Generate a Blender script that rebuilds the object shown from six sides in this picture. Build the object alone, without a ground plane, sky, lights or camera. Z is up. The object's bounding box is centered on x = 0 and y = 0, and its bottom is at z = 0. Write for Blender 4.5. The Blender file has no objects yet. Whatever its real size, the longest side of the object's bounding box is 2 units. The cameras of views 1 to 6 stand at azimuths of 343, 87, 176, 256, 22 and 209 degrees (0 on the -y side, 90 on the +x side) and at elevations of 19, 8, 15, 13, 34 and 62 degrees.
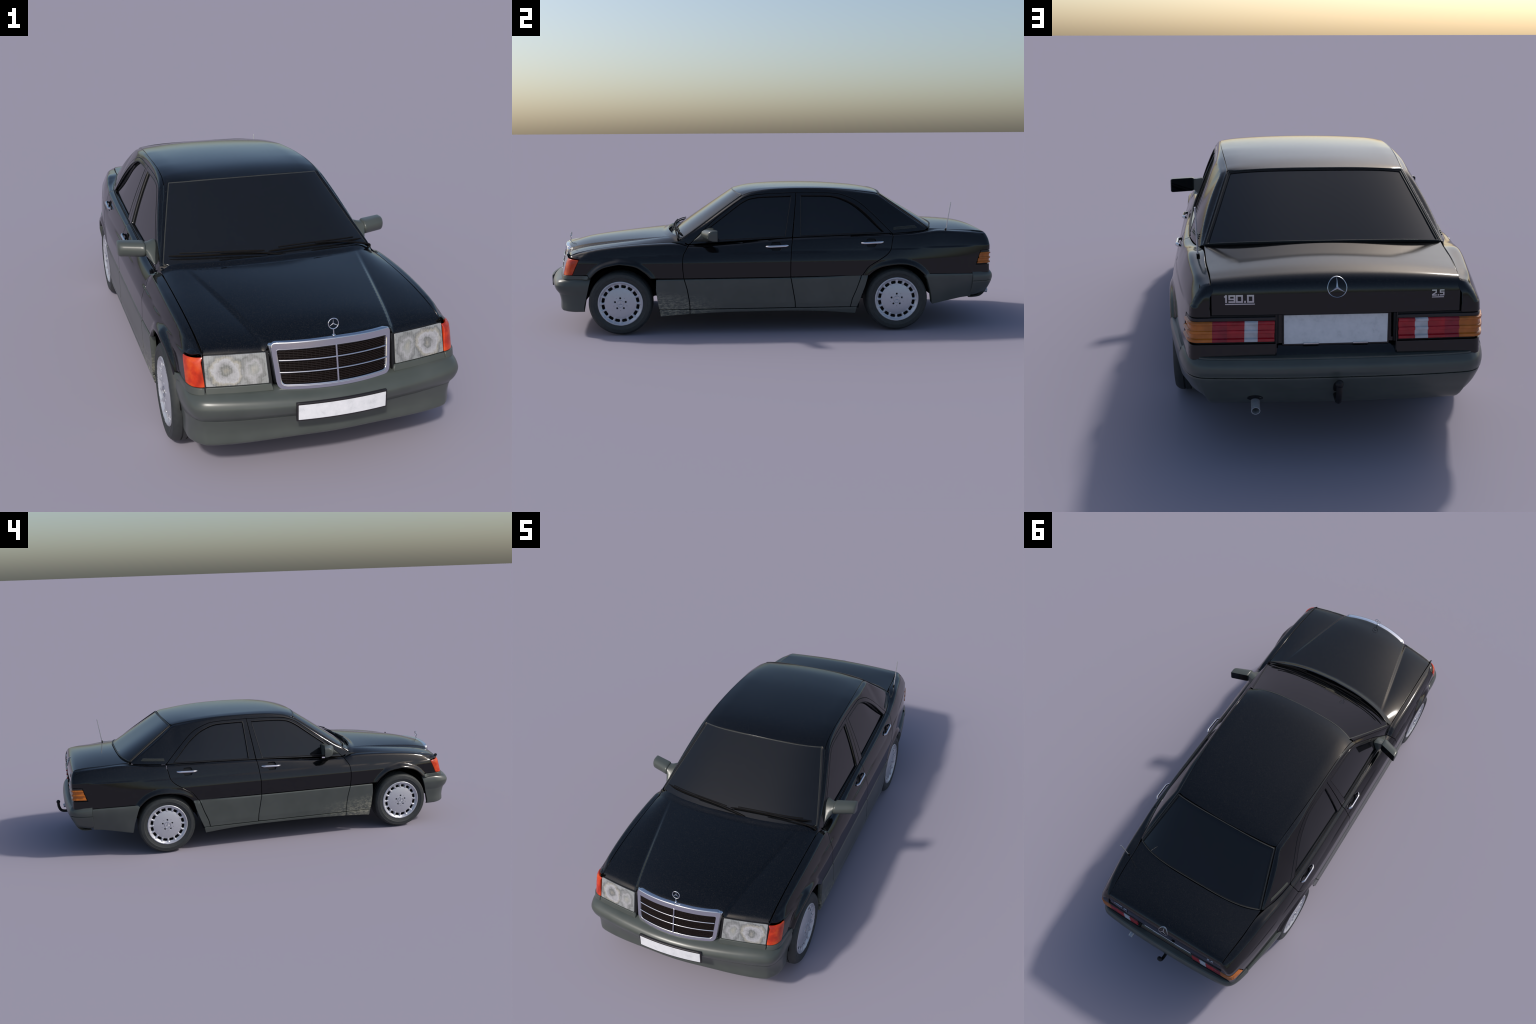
import numpy as np
# ---------------------------------------------------------------- numeric core
def pchip(xs, ys):
    """Monotone cubic through hand-placed control points (end slopes continue)."""
    x = np.array(xs, float); y = np.array(ys, float)
    h = np.diff(x); d = np.diff(y) / h
    m = np.zeros_like(y)
    if len(x) == 2:
        m[:] = d[0]
    else:
        for i in range(1, len(x) - 1):
            if d[i-1] * d[i] > 0:
                w1 = 2*h[i] + h[i-1]; w2 = h[i] + 2*h[i-1]
                m[i] = (w1 + w2) / (w1/d[i-1] + w2/d[i])
        m[0] = d[0]; m[-1] = d[-1]
    def f(q):
        q = np.asarray(q, float)
        i = np.clip(np.searchsorted(x, q) - 1, 0, len(x) - 2)
        t = (q - x[i]) / h[i]
        lo = q < x[0]; hi = q > x[-1]
        tc = np.clip(t, 0, 1)
        r = ((1+2*tc)*(1-tc)**2*y[i] + tc*(1-tc)**2*h[i]*m[i]
             + tc*tc*(3-2*tc)*y[i+1] + tc*tc*(tc-1)*h[i]*m[i+1])
        r = np.where(lo, y[0] + m[0]*(q-x[0]), r)
        return np.where(hi, y[-1] + m[-1]*(q-x[-1]), r)
    return f

def spline(xs, ys):
    """Natural cubic spline with straight continuation past the ends."""
    x = np.array(xs, float); y = np.array(ys, float); n = len(x)
    h = np.diff(x); A = np.eye(n); b = np.zeros(n)
    for i in range(1, n-1):
        A[i, i-1] = h[i-1]; A[i, i] = 2*(h[i-1]+h[i]); A[i, i+1] = h[i]
        b[i] = 6*((y[i+1]-y[i])/h[i] - (y[i]-y[i-1])/h[i-1])
    M = np.linalg.solve(A, b)
    s0 = (y[1]-y[0])/h[0] - h[0]*(2*M[0]+M[1])/6
    s1 = (y[-1]-y[-2])/h[-1] + h[-1]*(2*M[-1]+M[-2])/6
    def f(q):
        q = np.asarray(q, float)
        i = np.clip(np.searchsorted(x, q) - 1, 0, n-2)
        a = x[i+1]-q; c = q-x[i]
        r = (M[i]*a**3 + M[i+1]*c**3)/(6*h[i]) + (y[i]/h[i]-M[i]*h[i]/6)*a + (y[i+1]/h[i]-M[i+1]*h[i]/6)*c
        r = np.where(q < x[0], y[0]+s0*(q-x[0]), r)
        return np.where(q > x[-1], y[-1]+s1*(q-x[-1]), r)
    return f

def smooth(a, b, v):
    t = np.clip((np.asarray(v, float)-a)/(b-a), 0, 1)
    return t*t*(3-2*t)

def catmull(pts, n=6, closed=False):
    P = np.array(pts, float); out = []; m = len(P)
    for i in range(m if closed else m-1):
        g = lambda k: P[k % m] if closed else P[min(max(k, 0), m-1)]
        p0, p1, p2, p3 = g(i-1), g(i), g(i+1), g(i+2)
        for j in range(n):
            t = j/n
            out.append(.5*(2*p1+(p2-p0)*t+(2*p0-5*p1+4*p2-p3)*t*t+(3*p1-p0-3*p2+p3)*t**3))
    if not closed:
        out.append(P[-1])
    return np.array(out)

def bez(p0, p1, p2, p3, u):
    a = 1-u
    return a**3*p0 + 3*a*a*u*p1 + 3*a*u*u*p2 + u**3*p3

# ------------------------------------------------ lower body side, (s, t) domain
# s runs along the car (y on the flanks) and round both corners onto the end faces,
# t is height up to the shoulder and arc length over the shoulder above it.
W = spline([-.86, -.79, -.66, -.50, -.40, .06, .40, .52, .65, .75, .85, .90, .93],
           [.3595, .3665, .3780, .3850, .3868, .3880, .3866, .3820, .3690, .3560, .3395, .3290, .3210])
WD = pchip([-.86, -.60, -.40, .40, .65, .90], [.0035, .0100, .0130, .0130, .0080, .0050])   # tuck from the widest line to the crease
ZC = spline([-.92, -.85, -.394, .06, .487, .75, .95], [.316, .318, .335, .3425, .349, .3545, .358])   # crease
TX = pchip([-.92, -.848, -.764, -.66, -.555, -.45, -.42, -.40, -.373, -.20, .066, .30, .444, .494, .58, .645, .70, .787, .87, .914, .96],
           [.320, .3212, .324, .326, .327, .328, .329, .332, .336, .3395, .3425, .341, .337, .334, .321, .302, .291, .286, .277, .273, .273])
TZ = pchip([-.92, -.88, -.848, -.82, -.80, -.778, -.764, -.66, -.555, -.45, -.42, -.40, -.373, .066, .30, .494, .58, .645, .70, .787, .87, .90, .93, .96],
           [.3285, .3305, .3325, .3455, .3525, .3572, .360, .373, .3805, .3840, .3840, .381, .3745, .400, .408, .413, .416, .4215, .4255, .420, .413, .409, .405, .404])
PHI = pchip([-.92, -.45, -.373, .494, .645, .96], [14, 14, 50, 50, 22, 18])     # end slope of the shoulder, degrees
KD = pchip([-.92, -.86, -.78, -.45, -.36, .494, .60, .96], [.0025, .0040, .0125, .014, .0125, .0125, .0155, .0155])      # shoulder height
KX = pchip([-.92, -.80, -.45, -.36, .45, .58, .70, .96], [.006, .010, .0135, .0155, .0155, .0175, .0185, .0185])   # lean of the panel above the crease
FRONT_Y, FRONT_R, REAR_Y, REAR_R = -.893, .045, .931, .019
YF = pchip([.22, .254, .328, .345], [-.912, -.903, -.882, -.870])
YB = pchip([.23, .267, .346, .378, .40, .412, .43], [.932, .930, .931, .928, .919, .907, .88])

ARCH_F = catmull([(-.517, .20), (-.530, .232), (-.545, .251), (-.563, .267), (-.597, .288), (-.648, .2975), (-.675, .2975), (-.728, .285), (-.760, .266), (-.785, .238), (-.797, .22)], 6)
ARCH_R = catmull([(.375, .215), (.387, .237), (.408, .257), (.443, .274), (.496, .283), (.536, .284), (.572, .2765), (.601, .261), (.628, .236), (.64, .215)], 6)

def dist_poly(y, z, P):
    y = np.asarray(y, float); d = np.full(y.shape, 9.)
    for a, b in zip(P[:-1], P[1:]):
        e = b-a; L = e @ e
        t = np.clip(((y-a[0])*e[0]+(z-a[1])*e[1])/L, 0, 1)
        d = np.minimum(d, np.hypot(y-a[0]-t*e[0], z-a[1]-t*e[1]))
    return d

def side_x(s, z):
    sc = np.clip(s, -.86, .918)
    w = W(sc); zc = ZC(s); zk = TZ(s)-KD(s)
    u = np.clip((z-.303)/np.maximum(zc-.303, .006), 0, 1)
    x = w - .022*np.clip(z-.24, 0, .12) - (WD(s)-.0022)*u**1.35
    x = x - .0018*smooth(-.0022, .0022, z-zc)
    v = np.clip((z-zc)/np.maximum(zk-zc, .004), 0, 1.3)
    return x - KX(s)*v**1.25

FLARE_X = pchip([-.80, -.74, -.66, -.53, .37, .50, .58, .645], [.3735, .3835, .3895, .3892, .3890, .3895, .3865, .3820])
def flare(s, z):
    """wheel-arch lips: the flank is drawn out to a common line round each arch"""
    f = np.zeros(np.shape(s)); base = side_x(s, z)
    for A, lo, hi in ((ARCH_F, -.82, -.49), (ARCH_R, .35, .67)):
        m = (s > lo-.03) & (s < hi+.03)
        if np.any(m):
            k = 1-smooth(.004, .025, dist_poly(s, z, A))
            f = np.where(m, np.maximum(f, k*np.maximum(FLARE_X(s)-base, 0)), f)
    return f

def side_top(s):
    """length of the domain above the knee at s"""
    zk = TZ(s)-KD(s); xk = side_x(s, zk)
    return 1.06*np.hypot(xk-TX(s), KD(s))

def side_t(s, z):
    """domain t of a point at height z (z may be above the knee)"""
    zk = TZ(s)-KD(s)
    return np.where(z <= zk, z, zk + side_top(s)*np.clip((z-zk)/KD(s), 0, 1)**1.6)

def side_map(s, t, off=0.):
    s = np.asarray(s, float); t = np.asarray(t, float)
    zk = TZ(s)-KD(s); xk = side_x(s, zk); h = 1e-3
    sl = (side_x(s, zk)-side_x(s, zk-h))/h
    u = np.clip((t-zk)/side_top(s), 0, 1)
    xt = TX(s); zt = TZ(s); ph = np.radians(PHI(s))
    L = np.hypot(xk-xt, zt-zk)*.42
    bx = bez(xk, xk+sl*L, xt+np.cos(ph)*L, xt, u)
    bz = bez(zk, zk+L, zt-np.sin(ph)*L, zt, u)
    up = t > zk
    x = np.where(up, bx, side_x(s, np.minimum(t, zk)))
    z = np.where(up, bz, t)
    x = x + np.where(up, 0, flare(s, t)) + off
    y = s.copy()
    k = 1-.86*smooth(0, 1, u)
    # front corner
    r = FRONT_R*k; s0 = FRONT_Y+FRONT_R; yf = YF(z)-off
    th = np.clip((s0-s)/FRONT_R, 0, np.pi/2); ex = np.maximum(0, (s0-s)-FRONT_R*np.pi/2)
    wgt = smooth(s0+.07, s0, s)
    y = np.where(s < s0+.07, s+((yf+r)-s0)*wgt, y)
    y = np.where(s < s0, yf+r-r*np.sin(th), y)
    x = np.where(s < s0, x-r*(1-np.cos(th))-ex, x)
    # rear corner
    r = REAR_R*k; s0 = REAR_Y-REAR_R; yb = YB(z)+off
    th = np.clip((s-s0)/REAR_R, 0, np.pi/2); ex = np.maximum(0, (s-s0)-REAR_R*np.pi/2)
    wgt = smooth(s0-.07, s0, s)
    y = np.where(s > s0-.07, s+((yb-r)-s0)*wgt, y)
    y = np.where(s > s0, yb-r+r*np.sin(th)+.02*ex*(1-ex), y)
    x = np.where(s > s0, x-r*(1-np.cos(th))-ex, x)
    return np.stack([x, y, z], -1)

def s_rear(x, z):
    """s of the point at lateral x on the rear face"""
    s0 = REAR_Y-REAR_R
    return s0 + REAR_R*np.pi/2 + (side_x(np.float64(.93), min(z, .39))-REAR_R-x)
def s_front(x, z):
    s0 = FRONT_Y+FRONT_R
    c = 1-(side_x(np.float64(-.9), z)-x)/FRONT_R
    return s0-FRONT_R*np.arccos(np.clip(c, 0, 1)) - max(0., -c)*FRONT_R

# ------------------------------------------------ cabin side, (y, t) domain
GB = pchip([-.42, -.373, -.20, .066, .30, .444, .494, .58, .658, .72], [.334, .336, .3395, .3425, .341, .337, .334, .321, .303, .29])
GZ = pchip([-.42, -.373, .066, .30, .494, .658, .72], [.369, .374, .400, .408, .413, .420, .422])
GM = pchip([-.42, -.15, .088, .20, .30, .40, .46, .54, .66], [-.365, -.385, -.42, -.435, -.458, -.53, -.585, -.60, -.60])
GTX = pchip([-.44, -.40, -.30, -.20, -.165, -.14, -.10, 0, .10, .20, .30, .40, .440, .448, .50, .60, .658, .70], [.3390, .3280, .3004, .2728, .2635, .2580, .2548, .2525, .2515, .248, .2425, .236, .2338, .2352, .2500, .2785, .295, .307])
GTZ = pchip([-.44, -.40, -.30, -.20, -.165, -.14, -.10, 0, .10, .20, .30, .40, .440, .448, .50, .60, .658, .70], [.3690, .3970, .4678, .5386, .5620, .5775, .5905, .6025, .605, .604, .598, .5865, .5800, .5762, .5397, .4697, .429, .40])
GK = pchip([-.44, -.15, -.08, .28, .40, .50, .70], [.012, .013, .017, .017, .013, .012, .012])
GP = pchip([-.44, -.16, -.08, .28, .42, .70], [52, 48, 22, 24, 52, 58])     # end slope of the rail's rounding
GBU = pchip([-.42, .10, .30, .40, .52, .70], [.014, .014, .044, .046, .032, .010])    # outward bow of the cabin side
def cabin_x(y, z, bow=None):
    u = (z-GZ(y))/.185
    return GB(y)+GM(y)*(z-GZ(y))+(GBU(y) if bow is None else bow)*u*(1-u)
def pane_map(y, z, off=0.):
    y = np.asarray(y, float); z = np.asarray(z, float)
    return np.stack([cabin_x(y, z, .016)+off*.92, y, z+off*.35], -1)
def cabin_top(y):
    zk = GTZ(y)-GK(y)
    return np.maximum(1.05*np.hypot(cabin_x(y, zk)-GTX(y), GK(y)), .004)
def cabin_map(y, t, off=0.):
    y = np.asarray(y, float); t = np.asarray(t, float)
    zk = GTZ(y)-GK(y); xk = cabin_x(y, zk)
    u = np.clip((t-zk)/cabin_top(y), 0, 1)
    xt = GTX(y); zt = GTZ(y); L = np.hypot(xk-xt, zt-zk)*.4
    sl = GM(y)-.05; ph = np.radians(GP(y))
    bx = bez(xk, xk+sl*L, xt+np.cos(ph)*L, xt, u)
    bz = bez(zk, zk+L, zt-np.sin(ph)*L, zt, u)
    up = t > zk
    x = np.where(up, bx, cabin_x(y, np.minimum(t, zk))); z = np.where(up, bz, t)
    return np.stack([x+off*.92, y, z+off*.35], -1)

# ------------------------------------------------ hood / roof / trunk / glass
H0 = spline([-.93, -.90, -.859, -.782, -.705, -.628, -.55, -.50, -.45], [.353, .3605, .3715, .3845, .3930, .4000, .4055, .4085, .4110])
HR = pchip([-.905, -.445], [.163, .258])                    # the ridge's distance from the centre
HRD = pchip([-.905, -.62, -.445], [.016, .0125, .008])      # drop from the centre to the ridge
HRS = pchip([-.905, -.80, -.62, -.445], [.0095, .0080, .0055, .0010])   # step down outside the ridge
HSX = pchip([-.885, -.66, -.42], [.3195, .3255, .3285])
HSZ = pchip([-.90, -.882, -.865, -.848, -.764, -.66, -.555, -.45, -.40], [.322, .3295, .337, .343, .360, .373, .3805, .3840, .3845])
HEY = pchip([0, .10, .20, .25, .30, .33], [-.4745, -.469, -.4530, -.4385, -.4165, -.4035])  # rear edge
def hood_z(x, y):
    a = np.abs(x); xr = HR(y); zr = H0(y)-HRD(y)
    zi = H0(y)-HRD(y)*np.clip(a/xr, 0, 1.1)**2.2
    u = np.clip((a-xr)/(HSX(y)-xr), 0, 1.05)
    zf = zr-HRS(y)
    zo = zf+(HSZ(y)-zf)*u**1.3+.0025*np.sin(np.pi*np.clip(u, 0, 1))
    k = smooth(-.002, .013, a-xr)
    z = zi*(1-k)+zo*k
    return z+.0090*(1-.3*smooth(.15, .32, a))*(1-smooth(.0, .030, HEY(a)-y))
R0 = spline([-.182, -.15, -.10, -.05, .023, .12, .238, .336, .414, .461], [.590, .5985, .607, .6110, .6135, .614, .6110, .6045, .5958, .587])
def roof_z(x, y):
    a = np.abs(x)
    return R0(y)-.125*x*x - .004*np.clip((a-.20)/.055, 0, 2)**2
LID_P = catmull([(.66, .4450), (.70, .4430), (.787, .4385), (.85, .4330), (.885, .4272), (.905, .4215), (.919, .4120), (.9265, .399), (.930, .382), (.931, .36), (.932, .34), (.9325, .33)], 10)
LID_Q = np.concatenate([[0], np.cumsum(np.hypot(*np.diff(LID_P, axis=0).T))])
LID_C = pchip([.66, .787, .885, .905, .925, .94], [.20, .225, .17, .14, .09, .06])
def lid_q(y=None, z=None):
    return np.interp(y, LID_P[:, 0], LID_Q) if z is None else np.interp(-np.asarray(z), -LID_P[:, 1], LID_Q)
def lid_map(x, q, off=0.):
    x = np.asarray(x, float); q = np.asarray(q, float)
    y = np.interp(q, LID_Q, LID_P[:, 0]); z = np.interp(q, LID_Q, LID_P[:, 1]); h = .004
    ty = np.interp(q+h, LID_Q, LID_P[:, 0])-np.interp(q-h, LID_Q, LID_P[:, 0])
    tz = np.interp(q+h, LID_Q, LID_P[:, 1])-np.interp(q-h, LID_Q, LID_P[:, 1])
    l = np.hypot(ty, tz); ny = -tz/l; nz = ty/l
    d = -LID_C(y)*x*x+off
    return np.stack([x, y+ny*d, z+nz*d], -1)
WSY = pchip([.39, .422, .506, .590, .60], [-.478, -.433, -.309, -.182, -.167])
def shield_map(x, z, off=0.):
    k4 = 3.6+(np.asarray(z)-.404)/.178*6.4
    return np.stack([x, WSY(z)+.2*np.asarray(x)**2+k4*np.asarray(x)**4-off*.55, np.asarray(z)+off*.83], -1)
def back_map(x, z, off=0.):
    x = np.asarray(x, float); z = np.asarray(z, float)
    return np.stack([x, .461+(.587-z)*(.24/.144)-8.8*x**4+off*.5, z+off*.86], -1)
def grille_map(x, z, off=0.):
    x = np.asarray(x, float); z = np.asarray(z, float)
    return np.stack([x, -.962+(z-.246)*.217+1.2*x*x-off, z], -1)
def lamp_map(x, z, off=0.):
    x = np.asarray(x, float); z = np.asarray(z, float)
    u = (x-.168)/(.320-.168); v = (z-.255)/(.329-.255)
    return np.stack([x, -.9325+.0295*u+v*(.0195+.0015*u)-.002*np.sin(np.pi*np.clip(u, 0, 1))-off, z], -1)
# ---------------------------------------------------------------- end of core
import bpy, bmesh, math, random
from mathutils import Vector, Matrix
from mathutils.geometry import delaunay_2d_cdt

random.seed(7)
COL = bpy.context.scene.collection

# ================================================================ materials
def node_mat(name):
    m = bpy.data.materials.new(name); m.use_nodes = True
    nt = m.node_tree; b = nt.nodes['Principled BSDF']
    return m, nt, b
def nd(nt, kind, **kw):
    n = nt.nodes.new(kind)
    for k, v in kw.items():
        if k.startswith('i_'):
            n.inputs[k[2:].replace('_', ' ')].default_value = v
        else:
            setattr(n, k, v)
    return n
def coords(nt):
    return nd(nt, 'ShaderNodeTexCoord').outputs['Object']
def ramp(nt, fac, stops):
    r = nd(nt, 'ShaderNodeValToRGB'); e = r.color_ramp.elements
    while len(e) < len(stops):
        e.new(.5)
    for el, (p, c) in zip(e, stops):
        el.position = p; el.color = (c[0], c[1], c[2], 1)
    nt.links.new(fac, r.inputs['Fac']); return r.outputs['Color']
def noise(nt, scale, detail=2., rough=.5, vec=None):
    n = nd(nt, 'ShaderNodeTexNoise'); n.inputs['Scale'].default_value = scale
    n.inputs['Detail'].default_value = detail; n.inputs['Roughness'].default_value = rough
    nt.links.new(vec if vec is not None else coords(nt), n.inputs['Vector']); return n.outputs['Fac']
def mathn(nt, op, a, b=None, c=None, clamp=False):
    n = nd(nt, 'ShaderNodeMath', operation=op); n.use_clamp = clamp
    for i, v in enumerate((a, b, c)):
        if v is None:
            continue
        if isinstance(v, (int, float)):
            n.inputs[i].default_value = v
        else:
            nt.links.new(v, n.inputs[i])
    return n.outputs[0]
def mixc(nt, fac, a, b):
    n = nd(nt, 'ShaderNodeMix', data_type='RGBA')
    for key, v in ((0, fac), (6, a), (7, b)):
        if isinstance(v, (int, float)):
            n.inputs[key].default_value = v
        elif isinstance(v, tuple):
            n.inputs[key].default_value = (*v, 1)
        else:
            nt.links.new(v, n.inputs[key])
    return n.outputs[2]
def sep(nt):
    s = nd(nt, 'ShaderNodeSeparateXYZ'); nt.links.new(coords(nt), s.inputs[0]); return s.outputs
def plain(name, col, rough=.5, metal=0., spec=.5, grain=0., scale=300., coat=0.):
    m, nt, b = node_mat(name)
    lo = tuple(c*(1-grain) for c in col); hi = tuple(c*(1+grain) for c in col)
    nt.links.new(ramp(nt, noise(nt, scale, 3.), [(.3, lo), (.7, hi)]), b.inputs['Base Color'])
    b.inputs['Roughness'].default_value = rough; b.inputs['Metallic'].default_value = metal
    b.inputs['Specular IOR Level'].default_value = spec
    if coat:
        b.inputs['Coat Weight'].default_value = coat; b.inputs['Coat Roughness'].default_value = .05
    return m

def make_paint():
    m, nt, b = node_mat('black_metallic_paint')
    c = ramp(nt, noise(nt, 360., 2., .6), [(.38, (.0003, .0004, .0007)), (.52, (.0014, .0017, .0024)), (.66, (.0100, .0092, .0082))])
    nt.links.new(c, b.inputs['Base Color'])
    b.inputs['Roughness'].default_value = .10; b.inputs['Specular IOR Level'].default_value = .5
    return m
def make_clad():
    m, nt, b = node_mat('grey_green_plastic')
    base = ramp(nt, noise(nt, 14., 4.), [(.3, (.056, .065, .058)), (.7, (.067, .076, .069))])
    X, Y, Z = sep(nt)
    # sprayed road dirt behind the front wheels
    mp = nd(nt, 'ShaderNodeMapping'); mp.inputs['Rotation'].default_value = (math.radians(40), 0, 0); mp.inputs['Scale'].default_value = (40, 34, 130)
    nt.links.new(coords(nt), mp.inputs['Vector'])
    streak = noise(nt, 1.5, 6., .75, mp.outputs[0])
    blot = noise(nt, 55., 5., .7)
    along = mathn(nt, 'MULTIPLY', mathn(nt, 'SUBTRACT', 1., mathn(nt, 'MULTIPLY', mathn(nt, 'ADD', Y, .51), 3.5)), 1.5, clamp=True)
    front = mathn(nt, 'GREATER_THAN', Y, -.53)
    height = mathn(nt, 'MULTIPLY', mathn(nt, 'SUBTRACT', mathn(nt, 'SUBTRACT', .135, mathn(nt, 'MULTIPLY', Y, .11)), Z), 14., clamp=True)
    amt = mathn(nt, 'MULTIPLY', mathn(nt, 'MULTIPLY', along, height), front)
    sm = mathn(nt, 'MULTIPLY', mathn(nt, 'SUBTRACT', mathn(nt, 'ADD', mathn(nt, 'MULTIPLY', streak, .65), mathn(nt, 'MULTIPLY', blot, .35)), .465), 9., clamp=True)
    c = mixc(nt, mathn(nt, 'MULTIPLY', amt, sm, clamp=True), base, (.27, .265, .20))
    nt.links.new(c, b.inputs['Base Color'])
    b.inputs['Roughness'].default_value = .30
    return m
def make_amber():
    m, nt, b = node_mat('orange_lens')
    c = ramp(nt, noise(nt, 26., 3., .55), [(.32, (.30, .016, .004)), (.5, (.50, .032, .006)), (.70, (.66, .085, .010))])
    nt.links.new(c, b.inputs['Base Color']); b.inputs['Roughness'].default_value = .12
    return m
def make_headlamp():
    m, nt, b = node_mat('fluted_headlamp_glass')
    X, Y, Z = sep(nt); A = mathn(nt, 'ABSOLUTE', X)
    n1 = noise(nt, 42., 4., .6); n2 = noise(nt, 120., 5., .7); n3 = noise(nt, 22., 3., .5)
    def ring(cx, cz, rx, rz, wob):
        u = mathn(nt, 'DIVIDE', mathn(nt, 'SUBTRACT', A, cx), rx); v = mathn(nt, 'DIVIDE', mathn(nt, 'SUBTRACT', Z, cz), rz)
        r = mathn(nt, 'SQRT', mathn(nt, 'ADD', mathn(nt, 'MULTIPLY', u, u), mathn(nt, 'MULTIPLY', v, v)))
        return mathn(nt, 'ADD', r, mathn(nt, 'MULTIPLY', mathn(nt, 'SUBTRACT', n1, .5), wob))
    big = ramp(nt, ring(.270, .290, .050, .044, .85),
               [(0., (.24, .225, .19)), (.12, (.19, .19, .18)), (.24, (.12, .125, .12)), (.36, (.27, .27, .28)), (.60, (.38, .38, .40)), (.74, (.29, .275, .23)), (.86, (.13, .135, .135)), (1., (.25, .26, .26))])
    small = ramp(nt, ring(.205, .289, .034, .042, .95),
                 [(0., (.30, .29, .25)), (.30, (.22, .23, .22)), (.50, (.32, .32, .33)), (.70, (.20, .205, .205)), (.86, (.15, .155, .155)), (1., (.24, .25, .25))])
    mask = mathn(nt, 'MULTIPLY', mathn(nt, 'SUBTRACT', A, .2285), 250., clamp=True)
    c = mixc(nt, mask, small, big)
    # vertical flutes in the glass, cloudy streaks, dark mottling
    fl = mathn(nt, 'MULTIPLY', mathn(nt, 'ADD', mathn(nt, 'SINE', mathn(nt, 'MULTIPLY', A, 1100.)), 1.), .07)
    c = mixc(nt, fl, c, (.45, .46, .47))
    c = mixc(nt, mathn(nt, 'MULTIPLY', mathn(nt, 'SUBTRACT', n2, .5), 2.2, clamp=True), c, (.085, .09, .09))
    c = mixc(nt, mathn(nt, 'MULTIPLY', mathn(nt, 'SUBTRACT', n3, .5), 1.6, clamp=True), c, (.42, .42, .43))
    nt.links.new(c, b.inputs['Base Color']); b.inputs['Roughness'].default_value = .10
    return m
def make_plate():
    m, nt, b = node_mat('scuffed_white_plate')
    c = ramp(nt, noise(nt, 38., 6., .7), [(.25, (.52, .53, .55)), (.45, (.68, .69, .71)), (.7, (.76, .76, .78))])
    nt.links.new(c, b.inputs['Base Color']); b.inputs['Roughness'].default_value = .35
    return m
def make_tyre():
    m, nt, b = node_mat('tyre_rubber')
    c = ramp(nt, noise(nt, 90., 4.), [(.3, (.020, .024, .024)), (.7, (.030, .034, .034))])
    nt.links.new(c, b.inputs['Base Color']); b.inputs['Roughness'].default_value = .62
    return m

PAINT = make_paint(); CLAD = make_clad(); AMBER_F = make_amber()
GLASS = plain('tinted_window_glass', (.0060, .0066, .0078), .05, 0., .50, .04, 20.)
CHROME = plain('polished_chrome', (.66, .67, .71), .09, 1., .5, .0, 5.)
STEEL = plain('brushed_steel', (.50, .51, .53), .22, 1., .5, .03, 200.)
BLACK = plain('black_rubber', (.006, .006, .007), .45, 0., .3, .2)
SEAL = plain('dull_window_seal', (.035, .037, .034), .4, 0., .4, .15)
DARK = plain('dark_underbody', (.007, .007, .008), .85, 0., .1, .3, 60.)
MESHM = plain('brown_black_grille_slat', (.008, .0042, .0036), .5, 0., .3, .2)
PIPE = plain('exhaust_steel', (.46, .47, .49), .25, .45, .6, .06, 120.)
VENTM = plain('vent_slat_plastic', (.055, .060, .052), .4, 0., .4, .1)
RIMM = plain('silver_wheel_lacquer', (.50, .51, .55), .33, .45, .5, .03, 80.)
DISKM = plain('dark_brake_drum', (.02, .02, .02), .6, .5, .5, .2)
HEAD = make_headlamp(); PLATE = make_plate(); TYRE = make_tyre()
FRAME_PL = plain('plate_holder_plastic', (.014, .012, .013), .35, 0., .5, .1)
RED = plain('red_lens', (.36, .010, .017), .12, 0., .5, .25, 40.)
RED_D = plain('dark_red_lens', (.26, .010, .022), .12, 0., .5, .25, 40.)
AMB_R = plain('amber_lens', (.44, .125, .014), .12, 0., .5, .2, 40.)
WHITE_L = plain('clear_lens', (.46, .47, .50), .12, 0., .5, .2, 40.)
WIPER = plain('wiper_black', (.004, .0035, .0035), .6, 0., .12, .2)
AERIAL = plain('bright_aerial_steel', (.55, .56, .58), .25, .6, .5, .02)
MIRROR = plain('mirror_glass', (.004, .004, .005), .03, 0., .6, .05)

# ================================================================ mesh helpers
def new_obj(name, verts, faces, mat, parent=None, normals=None, smooth_angle=None):
    me = bpy.data.meshes.new(name)
    me.from_pydata([tuple(map(float, v)) for v in verts], [], faces)
    me.materials.append(mat)
    me.update()
    if normals is not None:
        me.polygons.foreach_set('use_smooth', [True]*len(me.polygons))
        me.normals_split_custom_set(normals)
    elif smooth_angle is not None:
        me.polygons.foreach_set('use_smooth', [True]*len(me.polygons))
        me.set_sharp_from_angle(angle=math.radians(smooth_angle))
    ob = bpy.data.objects.new(name, me); COL.objects.link(ob)
    if parent is not None:
        ob.parent = parent
    return ob

def fix_normals(ob):
    bm = bmesh.new(); bm.from_mesh(ob.data)
    bmesh.ops.recalc_face_normals(bm, faces=bm.faces)
    bm.to_mesh(ob.data); bm.free(); return ob

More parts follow.
